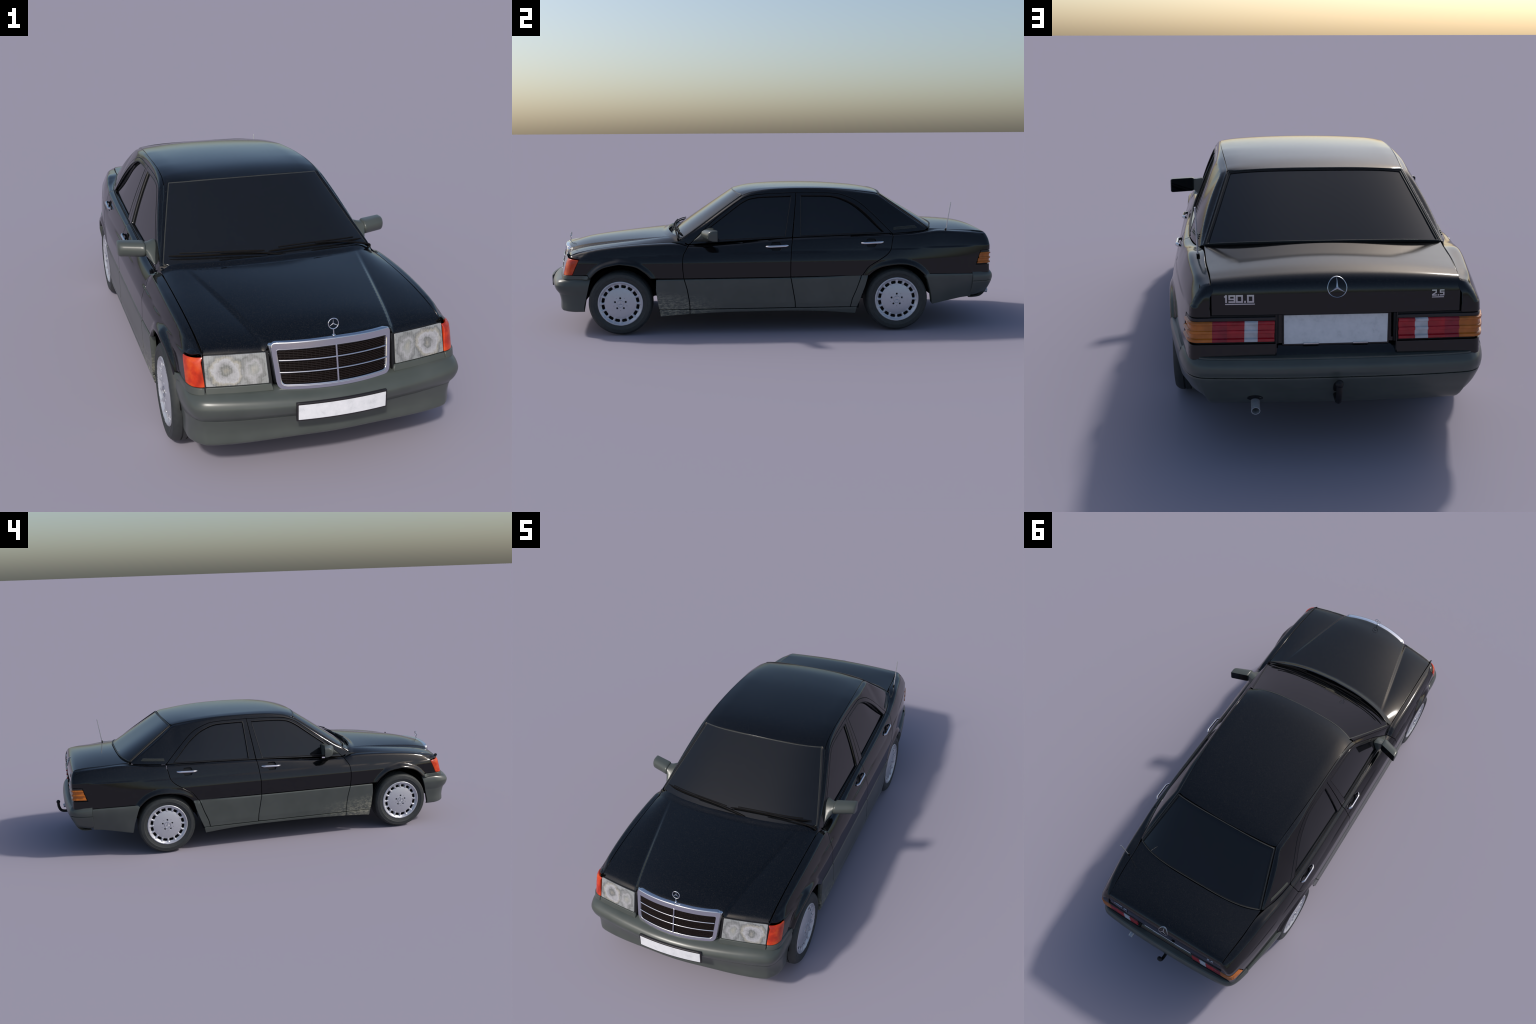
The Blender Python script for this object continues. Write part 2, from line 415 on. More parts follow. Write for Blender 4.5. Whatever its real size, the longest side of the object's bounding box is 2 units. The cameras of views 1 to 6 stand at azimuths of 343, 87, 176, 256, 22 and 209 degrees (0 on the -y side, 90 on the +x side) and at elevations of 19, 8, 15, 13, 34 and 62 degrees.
def poly_area(P):
    return .5*np.sum(P[:, 0]*np.roll(P[:, 1], -1)-np.roll(P[:, 0], -1)*P[:, 1])
def resample(P, res):
    out = []
    for a, b in zip(P, np.roll(P, -1, 0)):
        n = max(1, int(np.ceil(np.hypot(*(b-a))/res)))
        for i in range(n):
            out.append(a+(b-a)*i/n)
    out = np.array(out)
    keep = [0]
    for i in range(1, len(out)):
        if np.hypot(*(out[i]-out[keep[-1]])) > 3e-4:
            keep.append(i)
    if np.hypot(*(out[keep[-1]]-out[0])) < 3e-4:
        keep.pop()
    return out[keep]
def outdirs(P):
    """outward unit directions of a CCW polygon's vertices, with mitre factor"""
    e = np.roll(P, -1, 0)-P; e /= np.linalg.norm(e, axis=1)[:, None]
    n = np.stack([e[:, 1], -e[:, 0]], 1); m = n+np.roll(n, 1, 0)
    l = np.linalg.norm(m, axis=1)[:, None]; m = m/np.maximum(l, 1e-6)
    k = 1/np.clip(np.sum(m*n, 1), .45, 1)
    return m, k[:, None]
def inside(P, q):
    x, y = q[:, 0], q[:, 1]; r = np.zeros(len(q), bool)
    for (x1, y1), (x2, y2) in zip(P, np.roll(P, -1, 0)):
        c = (y1 > y) != (y2 > y)
        if c.any():
            r ^= c & (x < (x2-x1)*(y-y1)/(y2-y1+1e-18)+x1)
    return r

def panel(name, fmap, outline, mat, parent=None, side=1, outv=(1, 0, 0), res=.012, res_b=None, holes=(), gap=.0021,
          depth=.010, bevel=.0008, eps=2e-4):
    """A sheet part: its outline (and holes) in a surface's own 2D domain, mapped onto the surface,
    with rounded, turned-in edges."""
    res_b = res_b or res
    loops = []
    for i, o in enumerate([outline]+list(holes)):
        P = np.array(o, float)
        if (poly_area(P) < 0) != (i > 0):
            P = P[::-1]
        P = resample(P, res_b if i == 0 else min(res_b, .006)); m, k = outdirs(P)
        P = P-m*k*(gap if i == 0 else 0.); loops.append((P, m))
    V = np.concatenate([l[0] for l in loops]); nb = len(V)
    E = []; o = 0
    for P, _ in loops:
        n = len(P); E += [(o+i, o+(i+1) % n) for i in range(n)]; o += n
    lo, hi = V.min(0), V.max(0)
    g = np.array([(a+(res*.5 if j % 2 else 0), b) for j, b in enumerate(np.arange(lo[1]+res*.5, hi[1], res*.87)) for a in np.arange(lo[0]+res*.25, hi[0], res)])
    if len(g):
        ok = inside(loops[0][0], g)
        for P, _ in loops[1:]:
            ok &= ~inside(P, g)
        g = g[ok]
        if len(g):
            d = np.full(len(g), 9.)
            for P, _ in loops:
                d = np.minimum(d, dist_poly(g[:, 0], g[:, 1], np.vstack([P, P[:1]])))
            g = g[d > .42*res]
    A = np.vstack([V, g]) if len(g) else V
    vo, eo, fo, ov, _, _ = delaunay_2d_cdt([Vector(p) for p in A], E, [], 0, 1e-7)
    D = np.array([(v.x, v.y) for v in vo])
    F = np.array([f[:3] for f in fo if len(f) == 3])
    c = D[F].mean(1); ok = inside(loops[0][0], c)
    for P, _ in loops[1:]:
        ok &= ~inside(P, c)
    F = F[ok]
    def M(d):
        p = fmap(d[:, 0], d[:, 1]); return p*np.array([side, 1, 1])
    P3 = M(D); e1 = np.array([eps, 0]); e2 = np.array([0, eps])
    N = np.cross(M(D+e1)-M(D-e1), M(D+e2)-M(D-e2))
    ov3 = np.array(outv, float)*np.array([side, 1, 1])
    l = np.linalg.norm(N, axis=1)[:, None]; N = N/np.maximum(l, 1e-14)
    if np.sum(N @ ov3) < 0:
        N = -N
    bad = l[:, 0] < 1e-12
    N[bad] = ov3/np.linalg.norm(ov3)
    fn = np.cross(P3[F[:, 1]]-P3[F[:, 0]], P3[F[:, 2]]-P3[F[:, 0]])
    fl = np.sum(fn*N[F].sum(1), 1) < 0
    F[fl] = F[fl][:, ::-1]
    verts = list(P3); faces = [tuple(map(int, f)) for f in F]
    ln = [tuple(N[i]) for f in F for i in f]
    # border rows
    inv = {}
    for i, src in enumerate(ov):
        for s_ in src:
            inv[s_] = i
    if depth > 0:
        o = 0
        for P, m in loops:
            n = len(P); idx = [inv.get(o+i, None) for i in range(n)]; o += n
            q = np.array([D[i] if i is not None else P[j] for j, i in enumerate(idx)])
            p0 = M(q); od = M(q+m*3e-4)-p0; ol = np.linalg.norm(od, axis=1)[:, None]; od = od/np.maximum(ol, 1e-12)
            nn = np.array([N[i] if i is not None else ov3 for i in idx])
            r1 = p0+od*bevel-nn*bevel*1.1; r2 = r1-nn*depth
            b0 = len(verts); verts += list(r1); b1 = len(verts); verts += list(r2)
            n1 = nn*.5+od*.85; n1 /= np.linalg.norm(n1, axis=1)[:, None]
            for j in range(n):
                k = (j+1) % n
                if idx[j] is None or idx[k] is None:
                    continue
                fa = (idx[j], idx[k], b0+k, b0+j); na = (nn[j], nn[k], n1[k], n1[j])
                fb = (b0+j, b0+k, b1+k, b1+j); nbm = (n1[j], n1[k], od[k], od[j])
                for f, nv in ((fa, na), (fb, nbm)):
                    w = np.cross(np.array(verts[f[1]])-np.array(verts[f[0]]), np.array(verts[f[3]])-np.array(verts[f[0]]))
                    if w @ (nv[0]+nv[1]) < 0:
                        f = f[::-1]; nv = nv[::-1]
                    faces.append(f); ln += [tuple(v) for v in nv]
    return new_obj(name, verts, faces, mat, parent, normals=ln)

def tube(name, path, r, mat, parent=None, seg=8, closed=False, flat=None, taper=None):
    """round (or flattened) bar along a 3D path"""
    P = np.array(path, float); n = len(P)
    T = np.gradient(P, axis=0) if not closed else np.roll(P, -1, 0)-np.roll(P, 1, 0)
    T /= np.linalg.norm(T, axis=1)[:, None]
    up = np.array([0, 0, 1.]) if abs(T[0][2]) < .9 else np.array([1., 0, 0])
    u = np.cross(T[0], up); u /= np.linalg.norm(u); V = []; F = []
    for i in range(n):
        u = u-(u @ T[i])*T[i]; u /= np.linalg.norm(u); w = np.cross(T[i], u)
        rr = r*(taper[i] if taper is not None else 1.)
        for j in range(seg):
            a = 2*np.pi*j/seg
            V.append(P[i]+rr*(np.cos(a)*u*(flat[0] if flat else 1)+np.sin(a)*w*(flat[1] if flat else 1)))
    for i in range(n if closed else n-1):
        k = (i+1) % n
        for j in range(seg):
            F.append((i*seg+j, i*seg+(j+1) % seg, k*seg+(j+1) % seg, k*seg+j))
    if not closed:
        F.append(tuple(range(seg))[::-1]); F.append(tuple((n-1)*seg+j for j in range(seg)))
    return fix_normals(new_obj(name, V, F, mat, parent, smooth_angle=50))

def loft(name, rows, mat, parent=None, close_u=False, caps=False, angle=35):
    """grid through rows of points (rows[i][j]); close_u joins the ends of each row"""
    R = np.array(rows, float); n, m, _ = R.shape
    V = R.reshape(-1, 3); F = []
    for i in range(n-1):
        for j in range(m if close_u else m-1):
            k = (j+1) % m
            F.append((i*m+j, i*m+k, (i+1)*m+k, (i+1)*m+j))
    if caps:
        F.append(tuple(range(m))); F.append(tuple((n-1)*m+j for j in range(m)))
    return fix_normals(new_obj(name, V, F, mat, parent, smooth_angle=angle))

def lathe(name, prof, mat, parent=None, seg=96, center=(0, 0, 0), side=1, angle=40):
    """profile of (radius, x) turned round the x axis at center"""
    V = []; F = []; n = len(prof)
    for i in range(seg):
        a = 2*np.pi*i/seg
        for r, x in prof:
            V.append((center[0]+side*x, center[1]+r*np.cos(a), center[2]+r*np.sin(a)))
    for i in range(seg):
        k = (i+1) % seg
        for j in range(n-1):
            F.append((i*n+j, i*n+j+1, k*n+j+1, k*n+j))
    return fix_normals(new_obj(name, V, F, mat, parent, smooth_angle=angle))

def rbox(name, size, loc, mat, parent=None, bev=.002, rot=None, seg=2):
    bm = bmesh.new(); bmesh.ops.create_cube(bm, size=1.)
    for v in bm.verts:
        v.co = Vector((v.co.x*size[0], v.co.y*size[1], v.co.z*size[2]))
    if bev > 0:
        bmesh.ops.bevel(bm, geom=bm.edges[:], offset=bev, segments=seg, affect='EDGES', profile=.5)
    if rot is not None:
        bm.transform(rot)
    bm.transform(Matrix.Translation(loc))
    me = bpy.data.meshes.new(name); bm.to_mesh(me); bm.free(); me.materials.append(mat)
    me.polygons.foreach_set('use_smooth', [True]*len(me.polygons)); me.set_sharp_from_angle(angle=math.radians(40))
    ob = bpy.data.objects.new(name, me); COL.objects.link(ob); ob.parent = parent
    return ob

def empty(name, parent=None, loc=(0, 0, 0)):
    e = bpy.data.objects.new(name, None); COL.objects.link(e); e.parent = parent; e.location = loc
    e.empty_display_size = .1
    return e

# ================================================================ the car
CAR = empty('sedan_car')
CAR['label'] = 'black four-door sedan car with grey plastic lower cladding'
CAR['category'] = 'car'
TOP = TOP_Z = 9.0

def S(pts):
    """side-domain points from (s, z); z = TOP stands for the upper edge"""
    P = np.array(pts, float)
    return np.stack([P[:, 0], side_t(P[:, 0], P[:, 1])], 1)
def G(pts):
    P = np.array(pts, float); zk = GTZ(P[:, 0])-GK(P[:, 0])
    t = np.where(P[:, 1] <= zk, P[:, 1], zk+cabin_top(P[:, 0])*np.clip((P[:, 1]-zk)/GK(P[:, 0]), 0, 1))
    return np.stack([P[:, 0], t], 1)
def top_run(a, b, n):
    return [(v, TOP) for v in np.linspace(a, b, n)]
L = lambda *p: list(p)
# shut lines on the body side (y, z), from the belt down
LINE_A = catmull([(-.3735, .3745), (-.385, .354), (-.3955, .3345), (-.3985, .3015), (-.398, .273), (-.3945, .2375)], 4).tolist()
LINE_B = catmull([(.066, .401), (.0615, .37), (.0585, .3425), (.0555, .30), (.055, .2388)], 4).tolist()
LINE_C = catmull([(.494, .4135), (.4958, .4038), (.4905, .3798), (.4835, .3495), (.4645, .3265), (.4292, .3039), (.3902, .2802), (.3744, .2617), (.3595, .2410)], 4).tolist()
arch_f = [tuple(p) for p in ARCH_F if p[1] >= .2370]          # rear to front
arch_r = [tuple(p) for p in ARCH_R if p[1] >= .2400]

def handle_hole(cy, cz):
    h = [(-.0235, -.006), (-.017, -.0175), (.010, -.0185), (.0175, -.0165), (.023, -.006), (.023, .006), (.0165, .0175), (-.010, .0185), (-.018, .017), (-.0235, .006)]
    return [(cy+a, cz+b) for a, b in h]

FRAME_F = catmull([(.0875, .5857), (.0, .5835), (-.0529, .5810), (-.1067, .5745), (-.1400, .5640), (-.1600, .5525), (-.1967, .5268), (-.2682, .4725), (-.3200, .4235), (-.3537, .3905), (-.3700, .3765)], 4).tolist()
FRAME_R = catmull([(.0890, .5857), (.1992, .5845), (.2537, .5817), (.2827, .5764), (.3258, .5610), (.3570, .5440), (.3900, .5170), (.4270, .4815), (.4640, .4440), (.4935, .4140)], 4).tolist()
GLASS_F = catmull([(.0665, .5737), (-.0532, .5711), (-.1033, .5655), (-.1280, .5575), (-.1609, .5385), (-.2112, .5010), (-.2933, .4390), (-.3310, .4020)], 4).tolist()+[(-.345, .3885), (-.255, .3925), (-.10, .3995), (.0355, .4060)]
GLASS_R = catmull([(.1080, .5745), (.2168, .5737), (.2530, .5702), (.2870, .5605), (.3320, .5400), (.3835, .5000), (.4371, .4430), (.4600, .4185)], 4).tolist()+[(.30, .4145), (.101, .4070)]

def body_side(side):
    sd = dict(side=side, parent=CAR)
    # ---- front fender
    f_lo = [(-.8515, .2535), (-.838, .3195), (-.870, .324), (s_front(.3205, .327), .3275)]
    out = S(f_lo+top_run(s_front(.3205, .327), -.376, 40)+LINE_A+arch_f+[(-.795, .2535)])
    panel('front_fender', side_map, out, PAINT, res=.0055, res_b=.0055, **sd)
    # ---- doors
    hf = handle_hole(-.0045, .3665); hr = handle_hole(.4005, .3765)
    out = S(LINE_A[::-1]+top_run(-.3735, .066, 34)+LINE_B)
    fd = panel('front_door', side_map, out, PAINT, holes=[hf], res=.008, res_b=.007, **sd)
    out = S(LINE_B[::-1]+top_run(.066, .494, 34)+LINE_C)
    rd = panel('rear_door', side_map, out, PAINT, holes=[hr], res=.008, res_b=.007, **sd)
    # ---- quarter panel, wrapping onto the rear face round the lamp
    xi = .1325
    lamp_lo = [(s_rear(xi, .26), .2735), (s_rear(.25, .27), .2735), (.90, .2735), (.8635, .2735)]
    lamp_hi = [(.8845, .3335), (.92, .3345), (s_rear(.2735, .335), .3345)]
    out = S([(.63, .2345), (.86, .2345), (s_rear(.25, .26), .2405), (s_rear(xi, .26), .2405)]+lamp_lo+lamp_hi
            + [(s_rear(.2735, z), z) for z in (.35, .36, .37, .38)]
            + top_run(.9485, .496, 46)+LINE_C+arch_r)
    panel('rear_quarter_panel', side_map, out, PAINT, res=.0055, res_b=.0055, **sd)
    # ---- cabin side: pillars and roof rail round both doors
    ap = [(y, TOP) for y in np.linspace(-.405, .655, 90)]
    out = G([(-.4, .388), (-.3775, .3765)]+[(p[0]-.0012, p[1]) for p in FRAME_F[::-1]]+[(p[0]+.0006, p[1]) for p in FRAME_R]+[(.50, .4125), (.58, .4165), (.645, .421), (.655, .4285)]+ap[::-1])
    panel('cabin_side_frame', cabin_map, out, PAINT, res=.006, res_b=.006, gap=.0018, **sd)
    # ---- window frames and panes
    for door, fr, gl, base in ((fd, FRAME_F, GLASS_F, [(-.367, .3765), (-.20, .3862), (.0645, .4018)]), (rd, FRAME_R, GLASS_R, [(.492, .4145), (.30, .4095), (.068, .4018)])):
        wf = panel('window_frame', cabin_map, fr[::1]+base, PAINT, parent=door, side=side, holes=[gl], res=.010, res_b=.007, gap=.0012, depth=.012)
        panel('side_window', lambda a, b: pane_map(a, b, -.0065), gl, GLASS, parent=door, side=side, res=.02, res_b=.01, gap=-.004, depth=.002)
        P = cabin_map(*np.array(resample(np.array(gl), .008)).T, -.0012)*np.array([side, 1, 1])
        tube('window_seal', P, .0022, BLACK, parent=door, seg=6, closed=True)
        B = np.array([(a, GZ(a)+.0018) for a in np.linspace(base[0][0]+.004*np.sign(base[-1][0]-base[0][0]), base[-1][0], 24)])
        tube('belt_seal', cabin_map(B[:, 0], B[:, 1], .0010)*np.array([side, 1, 1]), .0016, BLACK, parent=door, seg=6)
    # ---- dark inner shell seen through the shut lines
    out = S([(-.502, .10), (.345, .10), (.372, .245), (.40, .30), (.53, .305), (.53, .392), (.40, .395), (.066, .385), (-.33, .362), (-.40, .365), (-.47, .36), (-.47, .32), (-.502, .25)])
    panel('inner_body_shell', lambda a, b: side_map(a, b, -.0095), out, DARK, side=side, parent=CAR, res=.02, gap=0, depth=0)
    # ---- handles: dark cup and chrome bar
    for door, cy, cz, hole in ((fd, -.0045, .3665, hf), (rd, .4005, .3765, hr)):
        panel('handle_cup', lambda a, b: side_map(a, b, -.0085), hole, BLACK, parent=door, side=side, res=.008, gap=-.002, depth=.001)
        y0, y1 = cy-.0425, cy+.0505
        yy = np.linspace(y0, y1, 15); u = (yy-y0)/(y1-y0)
        z = cz-.0005+.0035*u
        bx = side_map(yy, np.full_like(yy, cz))[:, 0]
        lift = .0095*np.minimum(1, np.minimum(u, 1-u)*7+.15)
        P = np.stack([(bx+lift)*side, yy, z], 1)
        tp = np.where((u < .03) | (u > .97), .7, np.where(u < .2, .92, np.where(u > .83, 1.08, 1.)))
        tube('door_handle', P, .0052, CHROME, parent=door, seg=12, flat=(.8, 1.), taper=tp)
    # ---- cladding
    CX = pchip([-.52, -.394, .06, .39], [.3865, .3888, .3896, .3896])
    def clad_map(y, z, off=0.):
        x = CX(y)-.0055*smooth(.2305, .2395, z)-.0035*smooth(.232, .14, z)+.0012*smooth(.1385, .1365, z)-.0030*smooth(.137, .105, z)-.0065*smooth(.105, .07, z)
        return np.stack([x+off, y+0*z, z+0*y], -1)
    ZT = pchip([-.52, .055, .39], [.2370, .2385, .2435]); ZB = pchip([-.50, -.37, -.17, .04, .19, .333], [.0735, .0835, .0905, .0915, .087, .0750])
    A2 = [(-.3935, .2365), (-.3818, .1936), (-.3746, .1508), (-.3712, .1186), (-.3715, .1055)]
    B2 = [(.0553, .2375), (.0655, .1793), (.0726, .1397), (.0752, .1070)]
    C2 = [(.3562, .2415), (.3354, .1821), (.3170, .1392), (.3093, .1055)]
    E2 = [(.3864, .2425), (.3727, .1923), (.3519, .135), (.3392, .1048)]
    zt = lambda a, b, n=8: [(v, float(ZT(v))) for v in np.linspace(a, b, n)]
    zs = lambda a, b, n=10: [(v, .1062-.0012*abs(v)) for v in np.linspace(a, b, n)]
    cl = dict(side=side, res=.012, res_b=.009, depth=.016, gap=.0026)
    panel('fender_cladding', clad_map, zt(-.5115, -.3935)+A2+[(-.42, .1055), (-.501, .1045)]+[(-.504, .12), (-.509, .15), (-.5135, .19)], CLAD, parent=CAR, **cl)
    panel('door_cladding', clad_map, zt(-.3935, .0553)+B2+zs(.0752, -.3715)[1:]+A2[::-1], CLAD, parent=fd, **cl)
    panel('door_cladding', clad_map, zt(.0553, .3562)+C2+zs(.3093, .0752)[1:]+B2[::-1], CLAD, parent=rd, **cl)
    panel('sill_end_cladding', clad_map, zt(.3562, .3864, 3)+E2+C2[::-1], CLAD, parent=CAR, **cl)
    zb = [(v, float(ZB(v))) for v in np.linspace(.333, -.3715, 26)]
    panel('sill_cladding', clad_map, zs(-.3715, .3392)+zb, CLAD, parent=CAR, **cl)
    panel('sill_cladding', clad_map, zs(-.501, -.3715, 4)+[(v, float(ZB(v))) for v in np.linspace(-.3715, -.4965, 6)], CLAD, parent=CAR, **cl)
    RX = pchip([.64, .72, .847], [.3825, .3720, .3490])
    def rear_clad(y, z, off=0.):
        x = RX(y)-.004*smooth(.229, .243, z)-(.020+.016*smooth(.68, .847, y))*np.clip((.222-z)/(.222-.115), 0, 1.2)**1.3
        return np.stack([x+off, y+0*z, z+0*y], -1)
    panel('quarter_cladding', rear_clad, [(.632, .240), (.646, .2415), (.75, .2395), (.847, .2365), (.8475, .19), (.847, .1315), (.80, .128), (.72, .1165), (.669, .1065), (.667, .115), (.661, .15), (.651, .185), (.642, .215)], CLAD, parent=CAR, side=side, res=.012, res_b=.009, depth=.024, gap=.0010)
    # ---- vent in the rear pillar
    for i in range(3):
        z0 = .4285-.0004+i*.0042
        P = np.array([(y, z0+(y-.50)*.055) for y in np.linspace(.500+i*.001, .607-i*.004, 12)])
        tube('pillar_vent_slat', cabin_map(P[:, 0], P[:, 1], .0006)*np.array([side, 1, 1]), .0017, VENTM, parent=CAR, seg=6)
    # ---- indicator and rear lamp
    sf = s_front(.3213, .29)
    out = S([(-.8515, .2555), (-.838, .3185), (-.870, .3215), (s_front(.3213, .323), .3250), (s_front(.3213, .256), .2545), (-.88, .254)])
    panel('front_indicator', lambda a, b: side_map(a, b, .0008), out, AMBER_F, side=side, parent=CAR, res=.006, gap=.0012, depth=.008, bevel=.0015)
    def ridges(a, b):
        d = np.zeros(np.shape(b))
        for lo, hi in ((.3172, .3248), (.2972, .3052), (.2778, .2862)):
            d = np.maximum(d, smooth(lo-.0006, lo+.0012, b)*(1-smooth(hi-.0012, hi+.0006, b)))
        return d*.0048
    lamp = empty('tail_lamp', CAR)
    bounds = [.1365, .173, .202, .240, .272]
    zlo, zhi = .2772, .3255
    lm = lambda a, b: side_map(a, b, 0.) + 0.
    def lens_map(a, b):
        p = side_map(a, b); n = np.cross(side_map(a+1e-4, b)-side_map(a-1e-4, b), side_map(a, b+1e-4)-side_map(a, b-1e-4))
        n /= np.linalg.norm(n, axis=-1)[..., None]
        n *= np.sign(np.sum(n*np.array([.7, .7, 0]), -1))[..., None]
        return p+n*(ridges(a, b)-.0015)[..., None]
    zz = lambda xa, xb: [(s_rear(xa, .3), zlo), (s_rear(xb, .3), zlo), (s_rear(xb, .3), zhi), (s_rear(xa, .3), zhi)]
    for k, (xa, xb, mt) in enumerate(((.1365, .173, RED), (.173, .202, WHITE_L), (.202, .240, RED), (.240, .272, RED_D))):
        panel('lamp_lens', lens_map, zz(xa, xb), mt, parent=lamp, side=side, outv=(0, 1, 0), res=.0014, res_b=.0014, gap=.0002, depth=.004, bevel=.0003, eps=1e-4)
    s1 = s_rear(.272, .3)
    panel('lamp_lens', lens_map, [(s1, zlo), (.9, zlo), (.8685, zlo), (.8835, zhi), (.92, zhi), (s1, zhi)], AMB_R, parent=lamp, side=side, outv=(.7, .7, 0), res=.0016, res_b=.0016, gap=.0002, depth=.004, bevel=.0003, eps=1e-4)
    sa = s_rear(.1345, .3)
    panel('lamp_housing', lambda a, b: side_map(a, b, -.006), [(sa, .272), (.9, .272), (.8605, .272), (.882, .3355), (.92, .3355), (sa, .3355)], BLACK, parent=lamp, side=side, outv=(.3, .9, 0), res=.01, gap=-.001, depth=.004)
    panel('lamp_top_rail', lambda a, b: side_map(a, b, -.0005), [(sa-.001, .3262), (.92, .3262), (.8842, .3262), (.8862, .3325), (.92, .3330), (sa-.001, .3330)], FRAME_PL, parent=lamp, side=side, outv=(.3, .9, 0), res=.006, gap=.0006, depth=.004)

for sd in (1, -1):
    body_side(sd)

# ---- hood, roof, trunk lid, glass
HOOD_REAR = [(a, float(HEY(abs(a)))) for a in np.linspace(-.327, .327, 41)]
def hood_front(a):
    return np.interp(abs(a), [0, .06, .12, .156, .162, .166, .170, .24, .32], [-.927, -.9225, -.911, -.9005, -.901, -.9035, -.907, -.8965, -.8815])
fr = [(a, hood_front(a)) for a in np.concatenate([np.linspace(.3195, .172, 14), [.168, .164, .160, .156], np.linspace(.15, -.15, 25), [-.156, -.160, -.164, -.168], np.linspace(-.172, -.3195, 14)])]
def hood_map(x, y, off=0.):
    x = np.asarray(x, float); y = np.asarray(y, float)
    z = hood_z(x, y)
    a = np.abs(x)
    d = y-np.vectorize(hood_front)(x)
    outer = smooth(.163, .171, a)
    z = z-outer*.012*(1-np.clip(d/.020, 0, 1))**2.2-(1-outer)*.003*(1-np.clip(d/.012, 0, 1))**2
    return np.stack([x, y, z+off], -1)
seam = [(float(HSX(y)), y) for y in np.linspace(-.412, -.875, 30)]
panel('hood', hood_map, HOOD_REAR+seam+fr+[(-a, b) for a, b in seam[::-1]], PAINT, CAR, outv=(0, 0, 1), res=.0055, res_b=.0055, depth=.012, gap=.0016)
RXS = lambda y: GTX(y)
rf = catmull([(.2585, -.1500), (.244, -.1535), (.20, -.165), (.10, -.179), (0, -.183), (-.10, -.179), (-.20, -.165), (-.244, -.1535), (-.2585, -.1500)], 4).tolist()
rr = catmull([(-.2335, .4440), (-.20, .4525), (-.10, .459), (0, .4615), (.10, .459), (.20, .4525), (.2335, .4440)], 4).tolist()
sr = [(float(GTX(y)), y) for y in np.linspace(.437, -.143, 50)]
def roof_map(x, y):
    x = np.asarray(x, float); y = np.asarray(y, float)
    z = roof_z(x, y); xe = GTX(y); k = np.clip(np.abs(x)/xe, 0, 1)**4
    ze = GTZ(y); return np.stack([x, y, z+(ze-roof_z(xe, y))*k], -1)
panel('roof', roof_map, rf+[(-a, b) for a, b in sr[::-1]]+rr+sr, PAINT, CAR, outv=(0, 0, 1), res=.010, res_b=.007, gap=.0018)
# trunk lid
lf = [(a, .7015-.8*abs(a)**2*.12-6.2*a**4) for a in np.linspace(-.2935, .2935, 41)]
lseam_y = np.linspace(.668, .92, 24)
def lidx(q):
    y = np.interp(q, LID_Q, LID_P[:, 0]); return float(np.interp(y, [.66, .70, .787, .87, .914, .94], [.294, .2905, .2855, .2765, .2735, .2735]))
qs = np.linspace(float(lid_q(.668)), float(lid_q(z=.3375)), 50)
out = [(a, float(lid_q(b))) for a, b in lf]+[(lidx(q), q) for q in qs[1:]]+[(-lidx(q), q) for q in qs[::-1][:-1]]
panel('trunk_lid', lid_map, out, PAINT, CAR, outv=(0, .5, .8), res=.009, res_b=.007, gap=.0018)

panel('inner_body_shell', lambda a, b: lid_map(a, b, -.012), [(-.302, float(lid_q(.69))), (.302, float(lid_q(.69))), (.297, float(lid_q(z=.36))), (.297, float(lid_q(z=.34))), (-.297, float(lid_q(z=.34))), (-.297, float(lid_q(z=.36)))], DARK, CAR, outv=(0, .5, .8), res=.02, gap=0, depth=0)
panel('inner_body_shell', lambda a, b: hood_map(a, b, -.014), [(-.335, -.43), (.335, -.43), (.330, -.865), (-.330, -.865)], DARK, CAR, outv=(0, 0, 1), res=.02, gap=0, depth=0)
# windscreen with its seal; pillar strips beside it
def edge_x(z):    # half width of the windscreen at height z
    return np.interp(z, [.392, .404, .582], [.3195, .3195, .244])
wz = np.linspace(.392, .580, 30)
def ws_top(x):
    return .5905-.0085*(abs(x)/.244)**3
wtop = [(a, float(ws_top(a))) for a in np.linspace(.243, -.243, 30)]
wz = np.linspace(.403, .580, 30)
wlow = [(a, .392+.0100*(abs(a)/.3195)**5) for a in np.linspace(-.318, .318, 40)]
wout = wlow+[(float(edge_x(z)), z) for z in wz]+wtop+[(-float(edge_x(z)), z) for z in wz[::-1]]
panel('windshield', shield_map, wout, GLASS, CAR, outv=(0, -1, 1), res=.016, res_b=.01, gap=.003, depth=.006)
panel('windshield_seal', lambda a, b: shield_map(a, b, -.0008), wout, SEAL, CAR, outv=(0, -1, 1), res=.02, res_b=.01, gap=.0004, depth=.008,
      holes=[[(a*.984, .4035+(b-.4035)*.981) for a, b in wout]])
for sd in (1, -1):
    rows = []
    for z in np.linspace(.392, .583, 40):
        zi = min(z, .5815); ex = float(edge_x(zi)); p = shield_map(np.array([ex]), np.array([zi]))[0]+[0, 0, z-zi]
        yy = float(np.interp(z, [.370, .396, .574], [-.44, -.40, -.15])); q = np.array([float(GTX(yy)), yy, float(GTZ(yy))])
        mid = (p+q)/2+np.array([.0045, -.0035, .0030]); q = q+[0.0004, -.0006, .0004]
        rows.append([p*[sd, 1, 1]] + [((1-t)**2*p+2*t*(1-t)*mid+t*t*q)*[sd, 1, 1] for t in (.25, .5, .75)]+[q*[sd, 1, 1], (q+[-.004, .004, -.008])*[sd, 1, 1]])
    loft('windshield_pillar', rows, PAINT, CAR, angle=60)
def bw(z):
    return np.interp(z, [.429, .579], [.2935, .2325])
bz = np.linspace(.4305, .5775, 26)
bb = [(a, .4435-.0135*(abs(a)/.2935)**4) for a in np.linspace(-.292, .292, 33)]
bt = [(a, .5865-.0085*(abs(a)/.2325)**4) for a in np.linspace(.231, -.231, 33)]
bout = bb+[(float(bw(z)), z) for z in bz]+bt+[(-float(bw(z)), z) for z in bz[::-1]]
